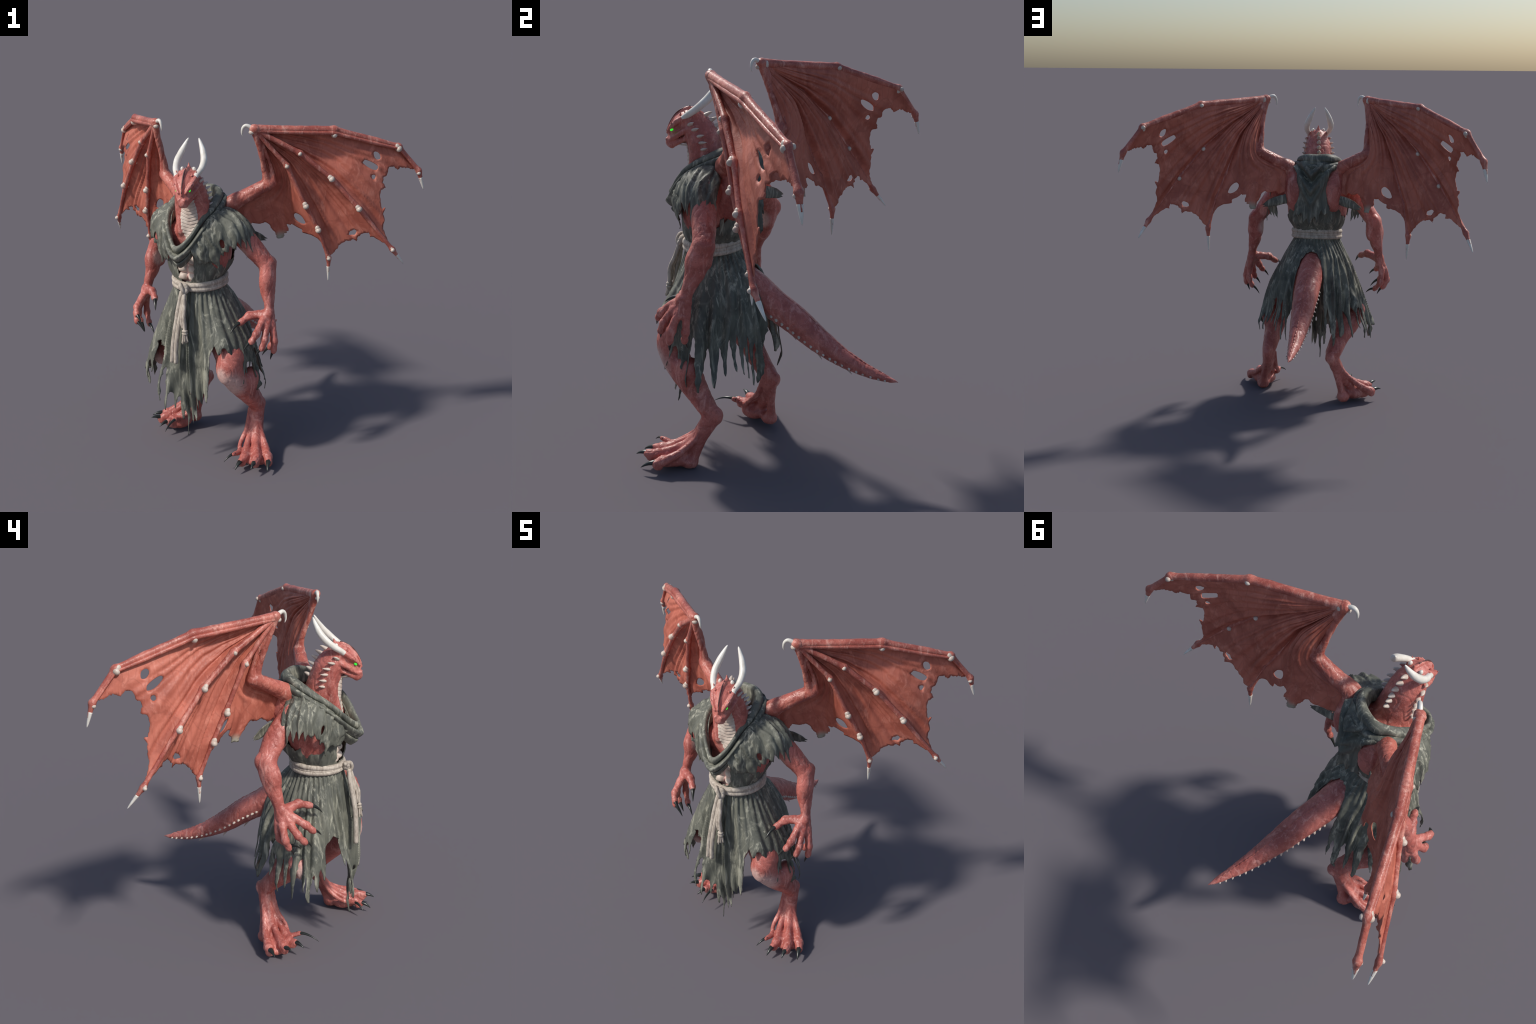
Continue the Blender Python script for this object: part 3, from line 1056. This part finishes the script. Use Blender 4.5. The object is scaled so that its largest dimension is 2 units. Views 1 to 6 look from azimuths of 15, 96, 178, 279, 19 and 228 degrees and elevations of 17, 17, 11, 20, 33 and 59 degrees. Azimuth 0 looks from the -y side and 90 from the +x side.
def panel_point(A, B, s, t, nm):
    P = samp(A, t) * (1 - s)[:, None] + samp(B, t) * s[:, None]
    # front-facing normal of the ruled panel
    e = .01
    P1 = samp(A, np.minimum(t + e, 1)) * (1 - s)[:, None] + samp(B, np.minimum(t + e, 1)) * s[:, None]
    P0 = samp(A, np.maximum(t - e, 0)) * (1 - s)[:, None] + samp(B, np.maximum(t - e, 0)) * s[:, None]
    n = np.cross(P1 - P0, samp(B, t) - samp(A, t))
    n /= np.linalg.norm(n, axis=1)[:, None] + 1e-9
    n[(n @ np.array([.67, -.74, 0])) < 0] *= -1
    w = sm(0, .3, t)
    edge = np.minimum(s, 1 - s)
    sn = np.sin(np.pi * np.clip(s, 0, 1))
    bow = {"A": -.007 - .038 * sn * w * (1 - sm(.38, .64, t)) + .010 * sn * sm(.5, .75, t), "B": -.007 - .046 * sn * w * (1 - .55 * sm(.6, .95, t)),
           "C": -.006 - .060 * sn * (1 - .2 * s) * w}[nm]
    ridge = -.016 * np.exp(-((s - .86) / .055) ** 2) * w * (0 if nm == "C" else 1) * (1 - .6 * sm(.8, 1, t))
    wn = np.array([mnoise.noise(Vector((a * 3.0, b * 2.2, 7.5))) for a, b in zip(s, t)])
    wr = .009 * (crease(s * 11 + 3.2 * wn) ** 1.4 - .35) * w * sm(0, .12, edge)
    wr += .003 * np.sin(s * 47 + 6 * wn) * w * sm(0, .1, edge)
    wr += .004 * np.array([mnoise.noise(Vector((a * 14, b * 3.2, 1.5))) for a, b in zip(s, t)]) * w
    return P + n * (bow + ridge + wr)[:, None]


LU, LV = .36, .95    # rough metric size of a panel in s and t
for s_, tag in ((1, ""), (-1, ".R")):
    par = PART["wing" + tag]
    mir = np.array([s_, 1, 1])
    for nm, (A, B, trail, holes) in PANELS.items():
        t0 = .035
        tmax = trail[-1][1]
        left = [(0, t) for t in np.linspace(t0, trail[0][1] - .01, 30)]
        right = [(1, t) for t in np.linspace(tmax - .01, t0, 30)]
        tr_ = np.array(trail) * (LU, LV)
        closed = ragged(tr_, .008, .006 if s_ > 0 else .007, seed=s_ * 3.3)
        k = len(closed)
        # drop the artificial closing edge
        cl = [p for p in closed]
        lastseg = int(np.linalg.norm(tr_[0] - tr_[-1]) / .008)
        cl = cl[:k - max(1, lastseg) + 1]
        outer = np.vstack([np.array(left) * (LU, LV), np.array(cl), np.array(right) * (LU, LV)])
        hs = []
        for h in holes:
            hp = np.array(h) * (LU, LV)
            hp = catmull(hp, 26, closed=True)
            hs.append(hp)
        fm = (lambda Q, A=A, B=B, nm=nm, mir=mir: W(panel_point(A, B, np.clip(Q[:, 0] / LU, 0, 1), Q[:, 1] / LV, nm) * mir))
        sheet("wing_membrane", outer, hs, fm, .0125, .004, M_MEMB, par)
    # finger bones
    for nm, path, tip, rr, joints in (
            ("F1", F1, "t1", [.024, .0205, .0200, .0215, .0180, .0172, .0185, .0140, .0125, .0145], ("a1", "b1", "c1")),
            ("F2", F2, "t2", [.017, .0150, .0145, .0155, .0130, .0130, .0145, .0115, .0105, .0125], ("a2", "b2", "c2", "d2")),
            ("F3", F3, "t3", [.016, .0130, .0125, .0135, .0120, .0120, .0130, .0105, .0100, .0120], ("a3", "b3", "c3", "d3"))):
        n = 90
        P = samp(path, np.linspace(0, 1, n))
        R = np.interp(np.linspace(0, 1, n), np.linspace(0, 1, len(rr)), rr)
        q_ = np.linspace(.1, .6, 8)[:, None]
        P = np.vstack([P, path[-1] + (gW(tip) - path[-1]) * q_])
        R = np.r_[R, rr[-1] * np.linspace(1, .62, 8)]
        n = len(P)
        for j in joints:
            d = np.linalg.norm(P - gW(j), axis=1)
            R = R + .0055 * np.exp(-(d / .016) ** 2)
        v, f = tube(W(P * mir), R, 14, wob=.10, seed=1.0)
        new_obj("wing_finger", v, f, M_WINGBONE, par)
        if nm == "F1":   # second cord along the leading edge
            off = np.array([.010, -.012, -.016])
            v, f = tube(W((P + off * np.sin(np.linspace(.2, 1, n) * 2.9)[:, None]) * mir), R * .55, 10, wob=.1, seed=4.0)
            new_obj("wing_tendon", v, f, M_WINGBONE, par)
        # knuckles
        for j in joints:
            c = gW(j)
            off = np.array([.004, -.008, -.012]) if nm == "F1" else np.array([.006, -.012, -.001])
            if j == "a1":
                off = np.array([.004, -.008, -.024])
            r0 = .0205 if nm == "F1" else .0182
            if j in ("a3", "a2", "d2", "d3", "c1"):
                r0 = .0130
            k = np.argmin(np.linalg.norm(path - c, axis=1))
            T = path[min(k + 4, 199)] - path[max(k - 4, 0)]
            T = T / np.linalg.norm(T)
            sd = np.cross(T, (0.67, -.74, 0))
            sd /= np.linalg.norm(sd)
            up = np.cross(sd, T)
            parts = [ellipsoid(c + off, (r0 * .95, r0 * 1.0, r0 * .85), axes=[sd, up, T]),
                     ellipsoid(c + off * .5 - T * r0 * .55, (r0 * .78, r0 * .85, r0 * 1.1), axes=[sd, up, T])]
            if j in ("a1", "b1", "b2", "c2"):     # the joint shows on the back of the wing too
                parts.append(ellipsoid(c + np.array([-.010, .016, -.004]), (.012, .011, .013), axes=[sd, up, T]))
            v, f = join(parts)
            v = W(v * mir)
            new_obj("knuckle", v, f, M_BONE, par)
        # claw tip
        c, t_ = path[-1], gW(tip)
        v, f = cone_claw(w1((c + (t_ - c) * .36) * mir), w1(t_ * mir), rr[-1] * .88, (0, 0, 0), power=.6)
        new_obj("wing_claw", v, f, M_HORN, par)
    # thumb claw and wrist knob
    Pk = catmull([(.298, .085, 1.866), (.272, .070, 1.878), (.256, .062, 1.866), (.250, .060, 1.838), (.254, .064, 1.820)], 24)
    v, f = tube(W(Pk * mir), .0102 * (1 - np.linspace(0, 1, 24) ** 1.8) ** .8 + .0008, 12)
    new_obj("wing_claw", v, f, M_HORN, par)
    v, f = join([ellipsoid((.298, .078, 1.843), (.016, .013, .013)), tube(catmull([(.296, .078, 1.845), (.325, .098, 1.838), (.360, .130, 1.838)], 10), np.linspace(.011, .004, 10), 8), ellipsoid((.318, .112, 1.855), (.016, .014, .020))])
    new_obj("knuckle", W(v * mir), f, M_BONE, par)

# ------------------------------------------------------------------ robe


def itp(z, zs, vs):
    return np.interp(z, zs, vs)


SZ = [.15, .30, .45, .60, .70, .80, .90, 1.00, 1.06]
SA = [.33, .345, .350, .308, .276, .238, .192, .138, .134]
SF = [.190, .205, .215, .215, .203, .186, .168, .148, .146]
SB = [.27, .295, .315, .315, .302, .276, .226, .126, .108]


def skirt_map(Q):
    th = Q[:, 0] / .30
    z = Q[:, 1]
    a, bf, bb = itp(z, SZ, SA), itp(z, SZ, SF), itp(z, SZ, SB)
    s, c = np.sin(th), np.cos(th)
    b = np.where(c > 0, bf, bb)
    p = np.where(c > 0, 2.1, 1.68) + .45 * sm(.58, .42, z)
    r = (np.abs(s / a) ** p + np.abs(c / b) ** p) ** (-1 / p)
    dep = sm(1.02, .62, z)
    k = np.array([mnoise.noise(Vector((t * 1.4, zz * 1.3, 5.0))) for t, zz in zip(th, z)])
    k2 = np.array([mnoise.noise(Vector((math.sin(t) * 5.5, math.cos(t) * 5.5, zz * 2.2))) for t, zz in zip(th, z)])
    ph = th * 13 + 5.5 * k + 2.0 * k2
    fold = crease(ph, .5) ** 1.3 - .42
    k4 = np.array([mnoise.noise(Vector((math.sin(t) * 2.6, math.cos(t) * 2.6, zz * 1.1 + 8))) for t, zz in zip(th, z)])
    fold = fold * (.30 + 1.0 * sm(-.35, .45, k4))
    fold2 = np.sin(th * 31 + 4 * k2)
    r = r + dep * (.030 * fold + .005 * fold2 + .018 * k2) + (1 - dep) * .005 * np.sin(th * 40)
    # cloth thrown up over the left thigh
    thd = np.degrees(th)
    r = r + .068 * np.exp(-((thd - 56) / 27) ** 2 - ((z - .70) / .14) ** 2)
    r = r + .055 * np.exp(-((thd + 31) / 13) ** 2) * sm(.66, .42, z) * sm(.20, .32, z)
    # strips below the hem line flutter a little
    lowm = sm(.58, .36, z)
    k3 = np.array([mnoise.noise(Vector((t * 9.0, zz * 5.0, 11.0))) for t, zz in zip(th, z)])
    r = r + lowm * .030 * k3
    th2 = th + lowm * .05 * np.array([mnoise.noise(Vector((t * 6.0, zz * 6.0, 21.0))) for t, zz in zip(th, z)])
    return W(np.c_[r * np.sin(th2), -r * np.cos(th2) , z])


# hem: alternating gap (upper) and strip tip (lower), degrees from the front, height
HEM = [(-161, .80), (-163, .66, 'g'), (-160, .47), (-157.5, .62, 'g'), (-152, .375), (-146, .62, 'g'), (-141, .43), (-136, .59, 'g'),
       (-130, .43), (-123, .66, 'g'), (-117, .47), (-113, .60, 'g'), (-107, .395), (-104, .58, 'g'), (-100, .42),
       (-96.5, .57, 'g'), (-92, .372), (-86, .55, 'g'), (-81, .44), (-79.5, .51, 'g'), (-76, .36), (-72, .52, 'g'), (-69, .42), (-66, .54, 'g'),
       (-62, .47), (-57, .66, 'g'), (-48, .69, 'g'), (-40, .67, 'g'), (-35, .52), (-33, .56, 'g'), (-30, .36), (-27.5, .56, 'g'), (-24, .31),
       (-19.5, .42, 'g'), (-14.5, .31), (-12, .39, 'g'), (-7.5, .25), (-5, .31, 'g'), (0, .158), (5, .33, 'g'), (9.5, .235), (11.5, .29, 'g'), (14.5, .25),
       (17, .40, 'g'), (19.5, .325), (21.5, .39, 'g'), (25.5, .36), (28, .43, 'g'), (32, .385), (35.5, .52, 'g'), (37, .66, 'g'), (42.5, .725, 'g'), (46, .68), (51, .715, 'g'), (57, .685), (62, .64, 'g'),
       (64.5, .50), (67, .56, 'g'), (69, .495), (76, .60, 'g'), (79, .52), (82, .60, 'g'), (88, .415), (93, .66, 'g'), (99, .40), (105, .60, 'g'), (112, .42), (116, .60, 'g'),
       (120.5, .475), (125, .64, 'g'), (130, .49), (133, .66, 'g'), (136.5, .47), (139, .60, 'g'), (141, .45), (143.5, .65, 'g'), (147, .40),
       (150, .61, 'g'), (154, .40), (158, .60, 'g'), (160, .48), (163, .66, 'g'), (161, .80)]


def hem_line(hem):
    out = []
    n = len(hem)
    for i, h in enumerate(hem):
        t, z = h[0], h[1]
        if len(h) == 3 and 0 < i < n - 1:
            l, r_ = hem[i - 1], hem[i + 1]
            wl, wr = (t - l[0]) * .45, (r_[0] - t) * .45
            if len(l) == 2:
                out.append((t - wl * 1.70, z - (z - l[1]) * .86))
                out.append((t - wl * 1.10, z - (z - l[1]) * .45))
                out.append((t - wl * .60, z - (z - l[1]) * .08))
            out.append((t, z))
            if len(r_) == 2:
                out.append((t + wr * .60, z - (z - r_[1]) * .08))
                out.append((t + wr * 1.10, z - (z - r_[1]) * .45))
                out.append((t + wr * 1.70, z - (z - r_[1]) * .86))
        elif 0 < i < n - 1:
            out.append((t - .5, z + .006))
            out.append((t + .35, z))
        else:
            out.append((t, z))
    return out


hl = hem_line(HEM)
top = [(t, 1.045) for t in np.linspace(179.9, -179.9, 60)]
arch_l = [(161, .80), (164, .90), (170, .935), (179.9, .945)]
arch_r = [(-179.9, .945), (-170, .935), (-164, .90)]
poly = [(math.radians(t) * .30, z) for t, z in arch_r + hl + arch_l[1:] + top]
poly = ragged(np.array(poly), .010, .006, seed=2.0, scale=34.0, keep=lambda p: p[1] < .96)
hole = lambda t, z, a, b: [(math.radians(t) * .30 + a * math.cos(q), z + b * math.sin(q)) for q in np.linspace(0, 6.283, 14)[:-1]]
skirt = sheet("robe_skirt", poly, [hole(8, .42, .008, .014), hole(-28, .47, .006, .05)], skirt_map, .0082, .0035, M_CLOTH)

# shirt
TZ = [1.02, 1.05, 1.08, 1.12, 1.20, 1.28, 1.36]
TA = [.134, .137, .156, .174, .178, .176, .17]
TF = [.143, .147, .152, .156, .165, .172, .16]
TB = [.106, .108, .128, .164, .188, .190, .18]


def shirt_map(Q):
    th = Q[:, 0] / .18
    z = Q[:, 1]
    a, bf, bb = itp(z, TZ, TA), itp(z, TZ, TF), itp(z, TZ, TB)
    s, c = np.sin(th), np.cos(th)
    b = np.where(c > 0, bf, bb)
    r = (np.abs(s / a) ** 2.3 + np.abs(c / b) ** 2.3) ** (-1 / 2.3)
    k = np.array([mnoise.noise(Vector((math.sin(t) * 4, math.cos(t) * 4, zz * 7))) for t, zz in zip(th, z)])
    k2 = np.array([mnoise.noise(Vector((math.sin(t) * 8, math.cos(t) * 8, zz * 12 + 4))) for t, zz in zip(th, z)])
    r = r + .012 * k + .006 * k2 + .004 * np.sin(th * 17 + 5 * k) * sm(1.05, 1.1, z)
    return W(np.c_[r * np.sin(th), -r * np.cos(th), z])


sp = [(-179.9, 1.035), (-90, 1.035), (-14, 1.035), (-15, 1.05), (-21, 1.09), (-25, 1.14), (-27, 1.19), (-24, 1.30), (-40, 1.33),
      (-50, 1.24), (-57, 1.185), (-66, 1.165), (-76, 1.18), (-88, 1.175), (-104, 1.14), (-120, 1.17), (-132, 1.22), (-142, 1.33),
      (-179.9, 1.34)]
sp2 = [(179.9, 1.34), (142, 1.33), (132, 1.22), (120, 1.17), (104, 1.14), (88, 1.175), (76, 1.18), (66, 1.165), (57, 1.185),
       (50, 1.24), (40, 1.33), (17, 1.30), (18, 1.19), (20, 1.13), (18, 1.085), (11, 1.056), (-4, 1.046), (-4, 1.035), (90, 1.035), (179.9, 1.035)]
for part in (sp, sp2):
    pl = ragged(np.array([(math.radians(t) * .18, z) for t, z in part]), .012, .006, seed=5.0,
                keep=lambda p: p[1] > 1.05 and abs(p[0]) < .55)
    sheet("robe_shirt", pl, [], shirt_map, .0105, .0035, M_CLOTH)

# capelets over the shoulders: control net front to back, neck to hem
CAPE = np.array([
    [(.055, -.195, 1.275), (.075, -.208, 1.235), (.090, -.188, 1.18), (.100, -.165, 1.12)],
    [(.085, -.145, 1.345), (.125, -.165, 1.305), (.160, -.150, 1.235), (.175, -.120, 1.145)],
    [(.110, -.085, 1.405), (.168, -.108, 1.375), (.222, -.105, 1.300), (.240, -.090, 1.20)],
    [(.125, -.015, 1.432), (.203, -.035, 1.420), (.280, -.045, 1.352), (.305, -.035, 1.225)],
    [(.130, .040, 1.440), (.213, .038, 1.425), (.298, .035, 1.350), (.326, .035, 1.215)],
    [(.145, .085, 1.405), (.205, .100, 1.39), (.275, .112, 1.322), (.300, .120, 1.20)]])
CU, CV = .095, .085


def cape_map_for(mir, seed):
    def fm(Q):
        u = np.clip(Q[:, 0] / CU, 0, 5)
        v = Q[:, 1] / CV
        rows = cr_u(CAPE, u)                       # (k,4,3)
        k = len(u)
        out = np.zeros((k, 3))
        vi = np.clip(v, 0, 3)
        i = np.clip(np.floor(vi).astype(int), 0, 2)
        t = (vi - i)[:, None]
        R = np.concatenate([2 * rows[:, :1] - rows[:, 1:2], rows, 2 * rows[:, -1:] - rows[:, -2:-1]], 1)
        ar = np.arange(k)
        a, b, c, d = R[ar, i], R[ar, i + 1], R[ar, i + 2], R[ar, i + 3]
        m1, m2 = (c - a) / 2, (d - b) / 2
        out = (2*t**3-3*t*t+1)*b + (t**3-2*t*t+t)*m1 + (-2*t**3+3*t*t)*c + (t**3-t*t)*m2
        over = np.maximum(v - 3, 0)[:, None]
        out = out + over * np.array([0, 0, -.075])
        nrm = out - np.array([.12, .02, 1.25])
        nrm /= np.linalg.norm(nrm, axis=1)[:, None]
        w = sm(0.1, .9, v)
        kk = np.array([mnoise.noise(Vector((x * 1.6, y * 1.2, seed))) for x, y in zip(u, v)])
        f = .012 * (crease(u * 4.6 + 1.8 * kk + v * .35) ** 1.4 - .4) + .003 * kk \
            + .006 * (crease(u * 10.5 + 2.5 * kk - v * .3, .3) ** 1.4 - .4) - .006
        return W((out + nrm * (f * w)[:, None]) * mir)
    return fm


def cape_outline(teeth):
    top_ = [(u, 0.02) for u in np.linspace(5, 0, 22)]
    return np.array([(a * CU, b * CV) for a, b in teeth + top_])


teethL = [(0, 2.35), (.35, 2.55), (.62, 2.45), (.80, 2.75), (1.0, 2.9), (1.12, 3.3), (1.28, 2.75), (1.45, 2.55), (1.6, 2.75), (1.75, 2.55), (2.0, 2.75),
          (2.12, 2.5), (2.45, 2.8), (2.6, 2.45), (2.85, 2.85), (3.0, 2.45), (3.2, 2.95), (3.4, 2.45), (3.62, 3.15), (3.8, 2.5), (4.05, 3.0),
          (4.2, 2.6), (4.4, 3.0), (4.6, 2.8), (4.75, 3.9), (4.85, 3.3), (4.97, 4.2), (5, 3.0)]
teethR = [(0, 2.35), (.4, 2.6), (.65, 2.45), (.85, 2.9), (1.0, 3.25), (1.15, 2.8), (1.4, 2.6), (1.6, 2.85), (1.75, 2.6), (2.0, 2.7),
          (2.2, 2.45), (2.4, 2.75), (2.65, 2.6), (2.8, 2.9), (3.0, 2.5), (3.25, 2.9), (3.4, 2.5), (3.6, 2.95), (3.85, 2.45), (4.05, 3.1),
          (4.2, 2.5), (4.45, 2.95), (4.6, 2.75), (4.72, 3.7), (4.85, 3.2), (4.96, 4.0), (5, 3.0)]
chole = lambda u, v, a, b: [(u * CU + a * math.cos(q), v * CV + b * math.sin(q)) for q in np.linspace(0, 6.283, 16)[:-1]]
for s_, teeth in ((1, teethL), (-1, teethR)):
    ol = ragged(cape_outline(teeth), .010, .007, seed=s_ * 9.0, keep=lambda p: p[1] > .15)
    sheet("robe_capelet", ol, [chole(1.75, 2.1, .014, .022)], cape_map_for(np.array([s_, 1, 1]), 3.0 * s_),
          .010, .0035, M_CLOTH)

# cowl: rolled collar with a deep front drape
RIDGE = np.array([(0, -.230, 1.268), (.050, -.190, 1.314), (.084, -.124, 1.398), (.096, -.045, 1.456), (.090, .05, 1.510),
                  (.050, .110, 1.530), (-.020, .128, 1.531), (-.085, .116, 1.533), (-.126, .055, 1.513), (-.134, -.03, 1.460),
                  (-.114, -.122, 1.392), (-.055, -.196, 1.305)])
NR = 120
ridge = catmull(RIDGE, NR, closed=True)
cen = np.array([-.012, -.02, 0])
outd = (ridge - cen) * (1, 1, 0)
outd /= np.linalg.norm(outd, axis=1)[:, None]
front = sm(.02, -.16, ridge[:, 1])
back = sm(.05, .14, ridge[:, 1])
sidew = 1 - np.maximum(front, back)
rows = []
#        outward (front, side, back)     drop (front, side, back)
for (of, os_, ob_), (df, ds, db) in (
        ((-.006, -.020, -.035), (.070, .07, .10)), ((-.008, -.014, -.018), (.024, .03, .04)),
        ((-.003, -.005, -.008), (.003, .004, .005)), ((.008, .008, .010), (-.004, .000, .000)),
        ((.018, .026, .026), (.008, .008, .016)), ((.012, .032, .028), (.026, .024, .040)),
        ((-.014, .020, .012), (.042, .036, .052)), ((.026, .040, .036), (.046, .028, .058)),
        ((.038, .054, .048), (.058, .034, .070)), ((.022, .052, .040), (.076, .054, .095)),
        ((-.006, .044, .030), (.090, .064, .105)), ((.008, .050, .040), (.092, .062, .115)),
        ((.004, .050, .036), (.104, .075, .135)), ((-.025, .035, .0), (.124, .085, .15))):
    o = of * front + os_ * sidew + ob_ * back
    dz = df * front + ds * sidew + db * back
    rows.append(ridge + outd * o[:, None] - np.array([0, 0, 1.0]) * dz[:, None])
V = np.array(rows)
mr = len(rows)
fine = cr_u(V, np.linspace(0, mr - 1, 70))
V = fine.reshape(-1, 3)
kk = nzv(V, 14.0, 2.0)
k2 = nzv(V, 34.0, 7.0)
cd = np.tile(outd, (70, 1))
V = V + cd * (.005 * kk + .0015 * k2)[:, None]
F = [(i * NR + j, i * NR + (j + 1) % NR, (i + 1) * NR + (j + 1) % NR, (i + 1) * NR + j) for i in range(69) for j in range(NR)]
ob = new_obj("robe_cowl", W(V), F, M_CLOTH)
m_ = ob.modifiers.new("Solidify", 'SOLIDIFY')
m_.thickness = .004
m_.offset = 0
apply_mods(ob)


# hood hanging down the back, with V folds
def hood_map(Q):
    x, z = Q[:, 0], Q[:, 1]
    y = np.interp(z, [1.08, 1.15, 1.25, 1.35, 1.43, 1.48, 1.53], [.220, .214, .207, .200, .182, .162, .140])
    xc = x + .012 * sm(1.3, 1.5, z)
    y = y - 2.6 * xc ** 2
    a = np.abs(x - .006)
    f = 0
    for z0, slope, amp, wd in ((1.415, 1.0, .038, .022), (1.310, 1.3, .036, .027), (1.235, 1.7, .018, .024)):
        d = z - (z0 + slope * a)
        f = f + amp * np.exp(-(d / wd) ** 2) - amp * .7 * np.exp(-((d - .048) / .024) ** 2)
    f = f * sm(1.50, 1.44, z)
    f = f + .008 * np.exp(-(a / .010) ** 2) * sm(1.32, 1.22, z)
    low = sm(1.26, 1.14, z)
    f = f + low * (.009 * np.sin(x * 75 + 1) + .004 * np.sin(x * 170))
    k = np.array([mnoise.noise(Vector((p * 18, q * 12, 3))) for p, q in zip(x, z)])
    return W(np.c_[x, y + f + .005 * k, z])


ho = [(-.105, 1.485), (-.145, 1.465), (-.152, 1.455), (-.112, 1.435), (-.096, 1.40), (-.090, 1.33), (-.092, 1.26), (-.104, 1.21), (-.108, 1.15), (-.094, 1.185),
      (-.075, 1.175), (-.058, 1.205), (-.046, 1.165), (-.030, 1.125), (-.020, 1.165), (-.004, 1.150), (.016, 1.105), (.026, 1.150), (.040, 1.140), (.052, 1.118), (.060, 1.165),
      (.068, 1.185), (.080, 1.165), (.092, 1.175), (.118, 1.148), (.112, 1.19), (.104, 1.25), (.096, 1.31), (.094, 1.38), (.096, 1.42), (.112, 1.445), (.126, 1.458), (.095, 1.485), (.06, 1.495), (-.08, 1.495)]
ho = ragged(np.array(ho), .010, .006, seed=1.2, keep=lambda p: p[1] < 1.3)
sheet("robe_hood", ho, [], hood_map, .009, .004, M_CLOTH)

# loose rags by the armpits, beneath the wings
for s_ in (1, -1):
    c = np.array([[(.130, .150, 1.300), (.20, .180, 1.285), (.27, .208, 1.262), (.335, .235, 1.225)],
                  [(.130, .152, 1.268), (.20, .186, 1.252), (.27, .214, 1.232), (.345, .238, 1.203)],
                  [(.130, .140, 1.240), (.20, .178, 1.225), (.27, .208, 1.208), (.335, .232, 1.190)]])

    def rag_map(Q, c=c, s_=s_):
        P = cr_u(c, np.clip(Q[:, 1] / .03, 0, 2))
        out = np.zeros((len(Q), 3))
        u = np.clip(Q[:, 0] / .075, 0, 3)
        for i in range(len(Q)):
            out[i] = cr_u(P[i], u[i:i + 1])[0]
        return W(out * np.array([s_, 1, 1]))
    ol = ragged(np.array([(0, 0), (.11, 0), (.15, .006), (.185, .018), (.165, .03), (.180, .036), (.145, .054), (.08, .06), (0, .06)]), .012, .005, seed=s_)
    sheet("robe_rag", ol, [], rag_map, .011, .003, M_CLOTH)
    ol2 = ragged(np.array([(0, 0), (.05, 0), (.055, .03), (.048, .075), (.04, .05), (.03, .085), (.022, .055), (.010, .095), (.002, .04)]), .009, .004, seed=s_ * 2)
    sheet("robe_rag", ol2, [], lambda Q, s_=s_: W(np.c_[s_ * (.235 + Q[:, 0] - .2 * Q[:, 1]), .125 + .2 * Q[:, 0] - .15 * Q[:, 1] + .006 * np.sin(Q[:, 0] * 120), 1.225 - Q[:, 1]]),
          .009, .003, M_CLOTH)

# ------------------------------------------------------------------ belt of rope
belt_ring = lambda z, a, f, b, tilt: np.array([(a * math.sin(t), (-f if math.cos(t) > 0 else -b) * math.cos(t), z + tilt * (-math.cos(t)))
                                              for t in np.linspace(0, 2 * math.pi, 97)])
belt_parts = []
for z, a, f_, b, r in ((1.050, .145, .155, .116, .0150), (1.030, .147, .157, .118, .0095), (1.013, .145, .155, .116, .0145)):
    P = belt_ring(z, a, f_, b, .012)
    fl_ = np.abs(np.sin(np.linspace(0, math.pi, 97)))     # strands close up at the knot
    P[:, 2] = 1.024 + (P[:, 2] - 1.024) * (.55 + .45 * fl_)
    belt_parts.append((P, r))
belt = None
for P, r in belt_parts:
    n = len(P)
    v, f = tube(W(P), np.full(n, r), 12, wob=.05, seed=r * 100)
    o = new_obj("rope_belt", v, f, M_ROPE)
    belt = belt or o
# knot
kp = []
for c, r, ax in (((0, -.180, 1.024), (.030, .022, .026), None), ((-.016, -.188, 1.036), (.016, .016, .018), None),
                 ((.014, -.190, 1.010), (.018, .015, .016), None)):
    kp.append(ellipsoid(c, r))
P = catmull([(-.03, -.176, 1.040), (-.012, -.200, 1.046), (.006, -.206, 1.020), (.004, -.196, .992)], 20)
kp.append(tube(P, np.full(20, .0115), 10))
v, f = join(kp)
new_obj("belt_knot", W(v), f, M_ROPE)
for path, r in (([(-.006, -.194, 1.005), (-.020, -.208, .93), (-.034, -.236, .80), (-.046, -.246, .70), (-.054, -.250, .612)], (.0125, .0125)),
                ([(.002, -.192, 1.000), (-.004, -.206, .93), (-.016, -.234, .80), (-.028, -.244, .70), (-.032, -.246, .606)], (.012, .0135)),
                ([(.008, -.194, 1.005), (.018, -.214, .94), (.026, -.238, .88), (.030, -.238, .82), (.030, -.239, .785)], (.0115, .0105)),
                ([(.002, -.192, 1.000), (.006, -.208, .94), (.010, -.232, .88), (.010, -.236, .84), (.018, -.238, .815)], (.010, .009))):
    P = catmull(path, 40)
    v, f = tube(W(P), np.linspace(r[0], r[1], 40), 10, wob=.14, seed=r[0] * 50 + len(path))
    new_obj("belt_cord", v, f, M_ROPE)
v, f = join([ellipsoid((.030, -.240, .800), (.0165, .0165, .010)), ellipsoid((.030, -.240, .786), (.0175, .0175, .009))])
new_obj("tassel_knot", W(v), f, M_ROPE)
tas = []
for i in range(16):
    a = i * 2.399
    q = .012 * math.sqrt((i + .5) / 16)
    P = catmull([(.030 + q * math.cos(a), -.240 + q * math.sin(a), .79), (.030 + 1.2 * q * math.cos(a), -.240 + 1.2 * q * math.sin(a), .765),
                 (.030 + 1.75 * q * math.cos(a), -.240 + 1.75 * q * math.sin(a), .738 + .006 * ((i * 5) % 3 - 1))], 8)
    tas.append(tube(P, np.linspace(.0048, .0040, 8), 6))
v, f = join(tas)
t_ob = new_obj("tassel_fringe", W(v), f, M_ROPE)
t_ob["kind"] = "stuff"
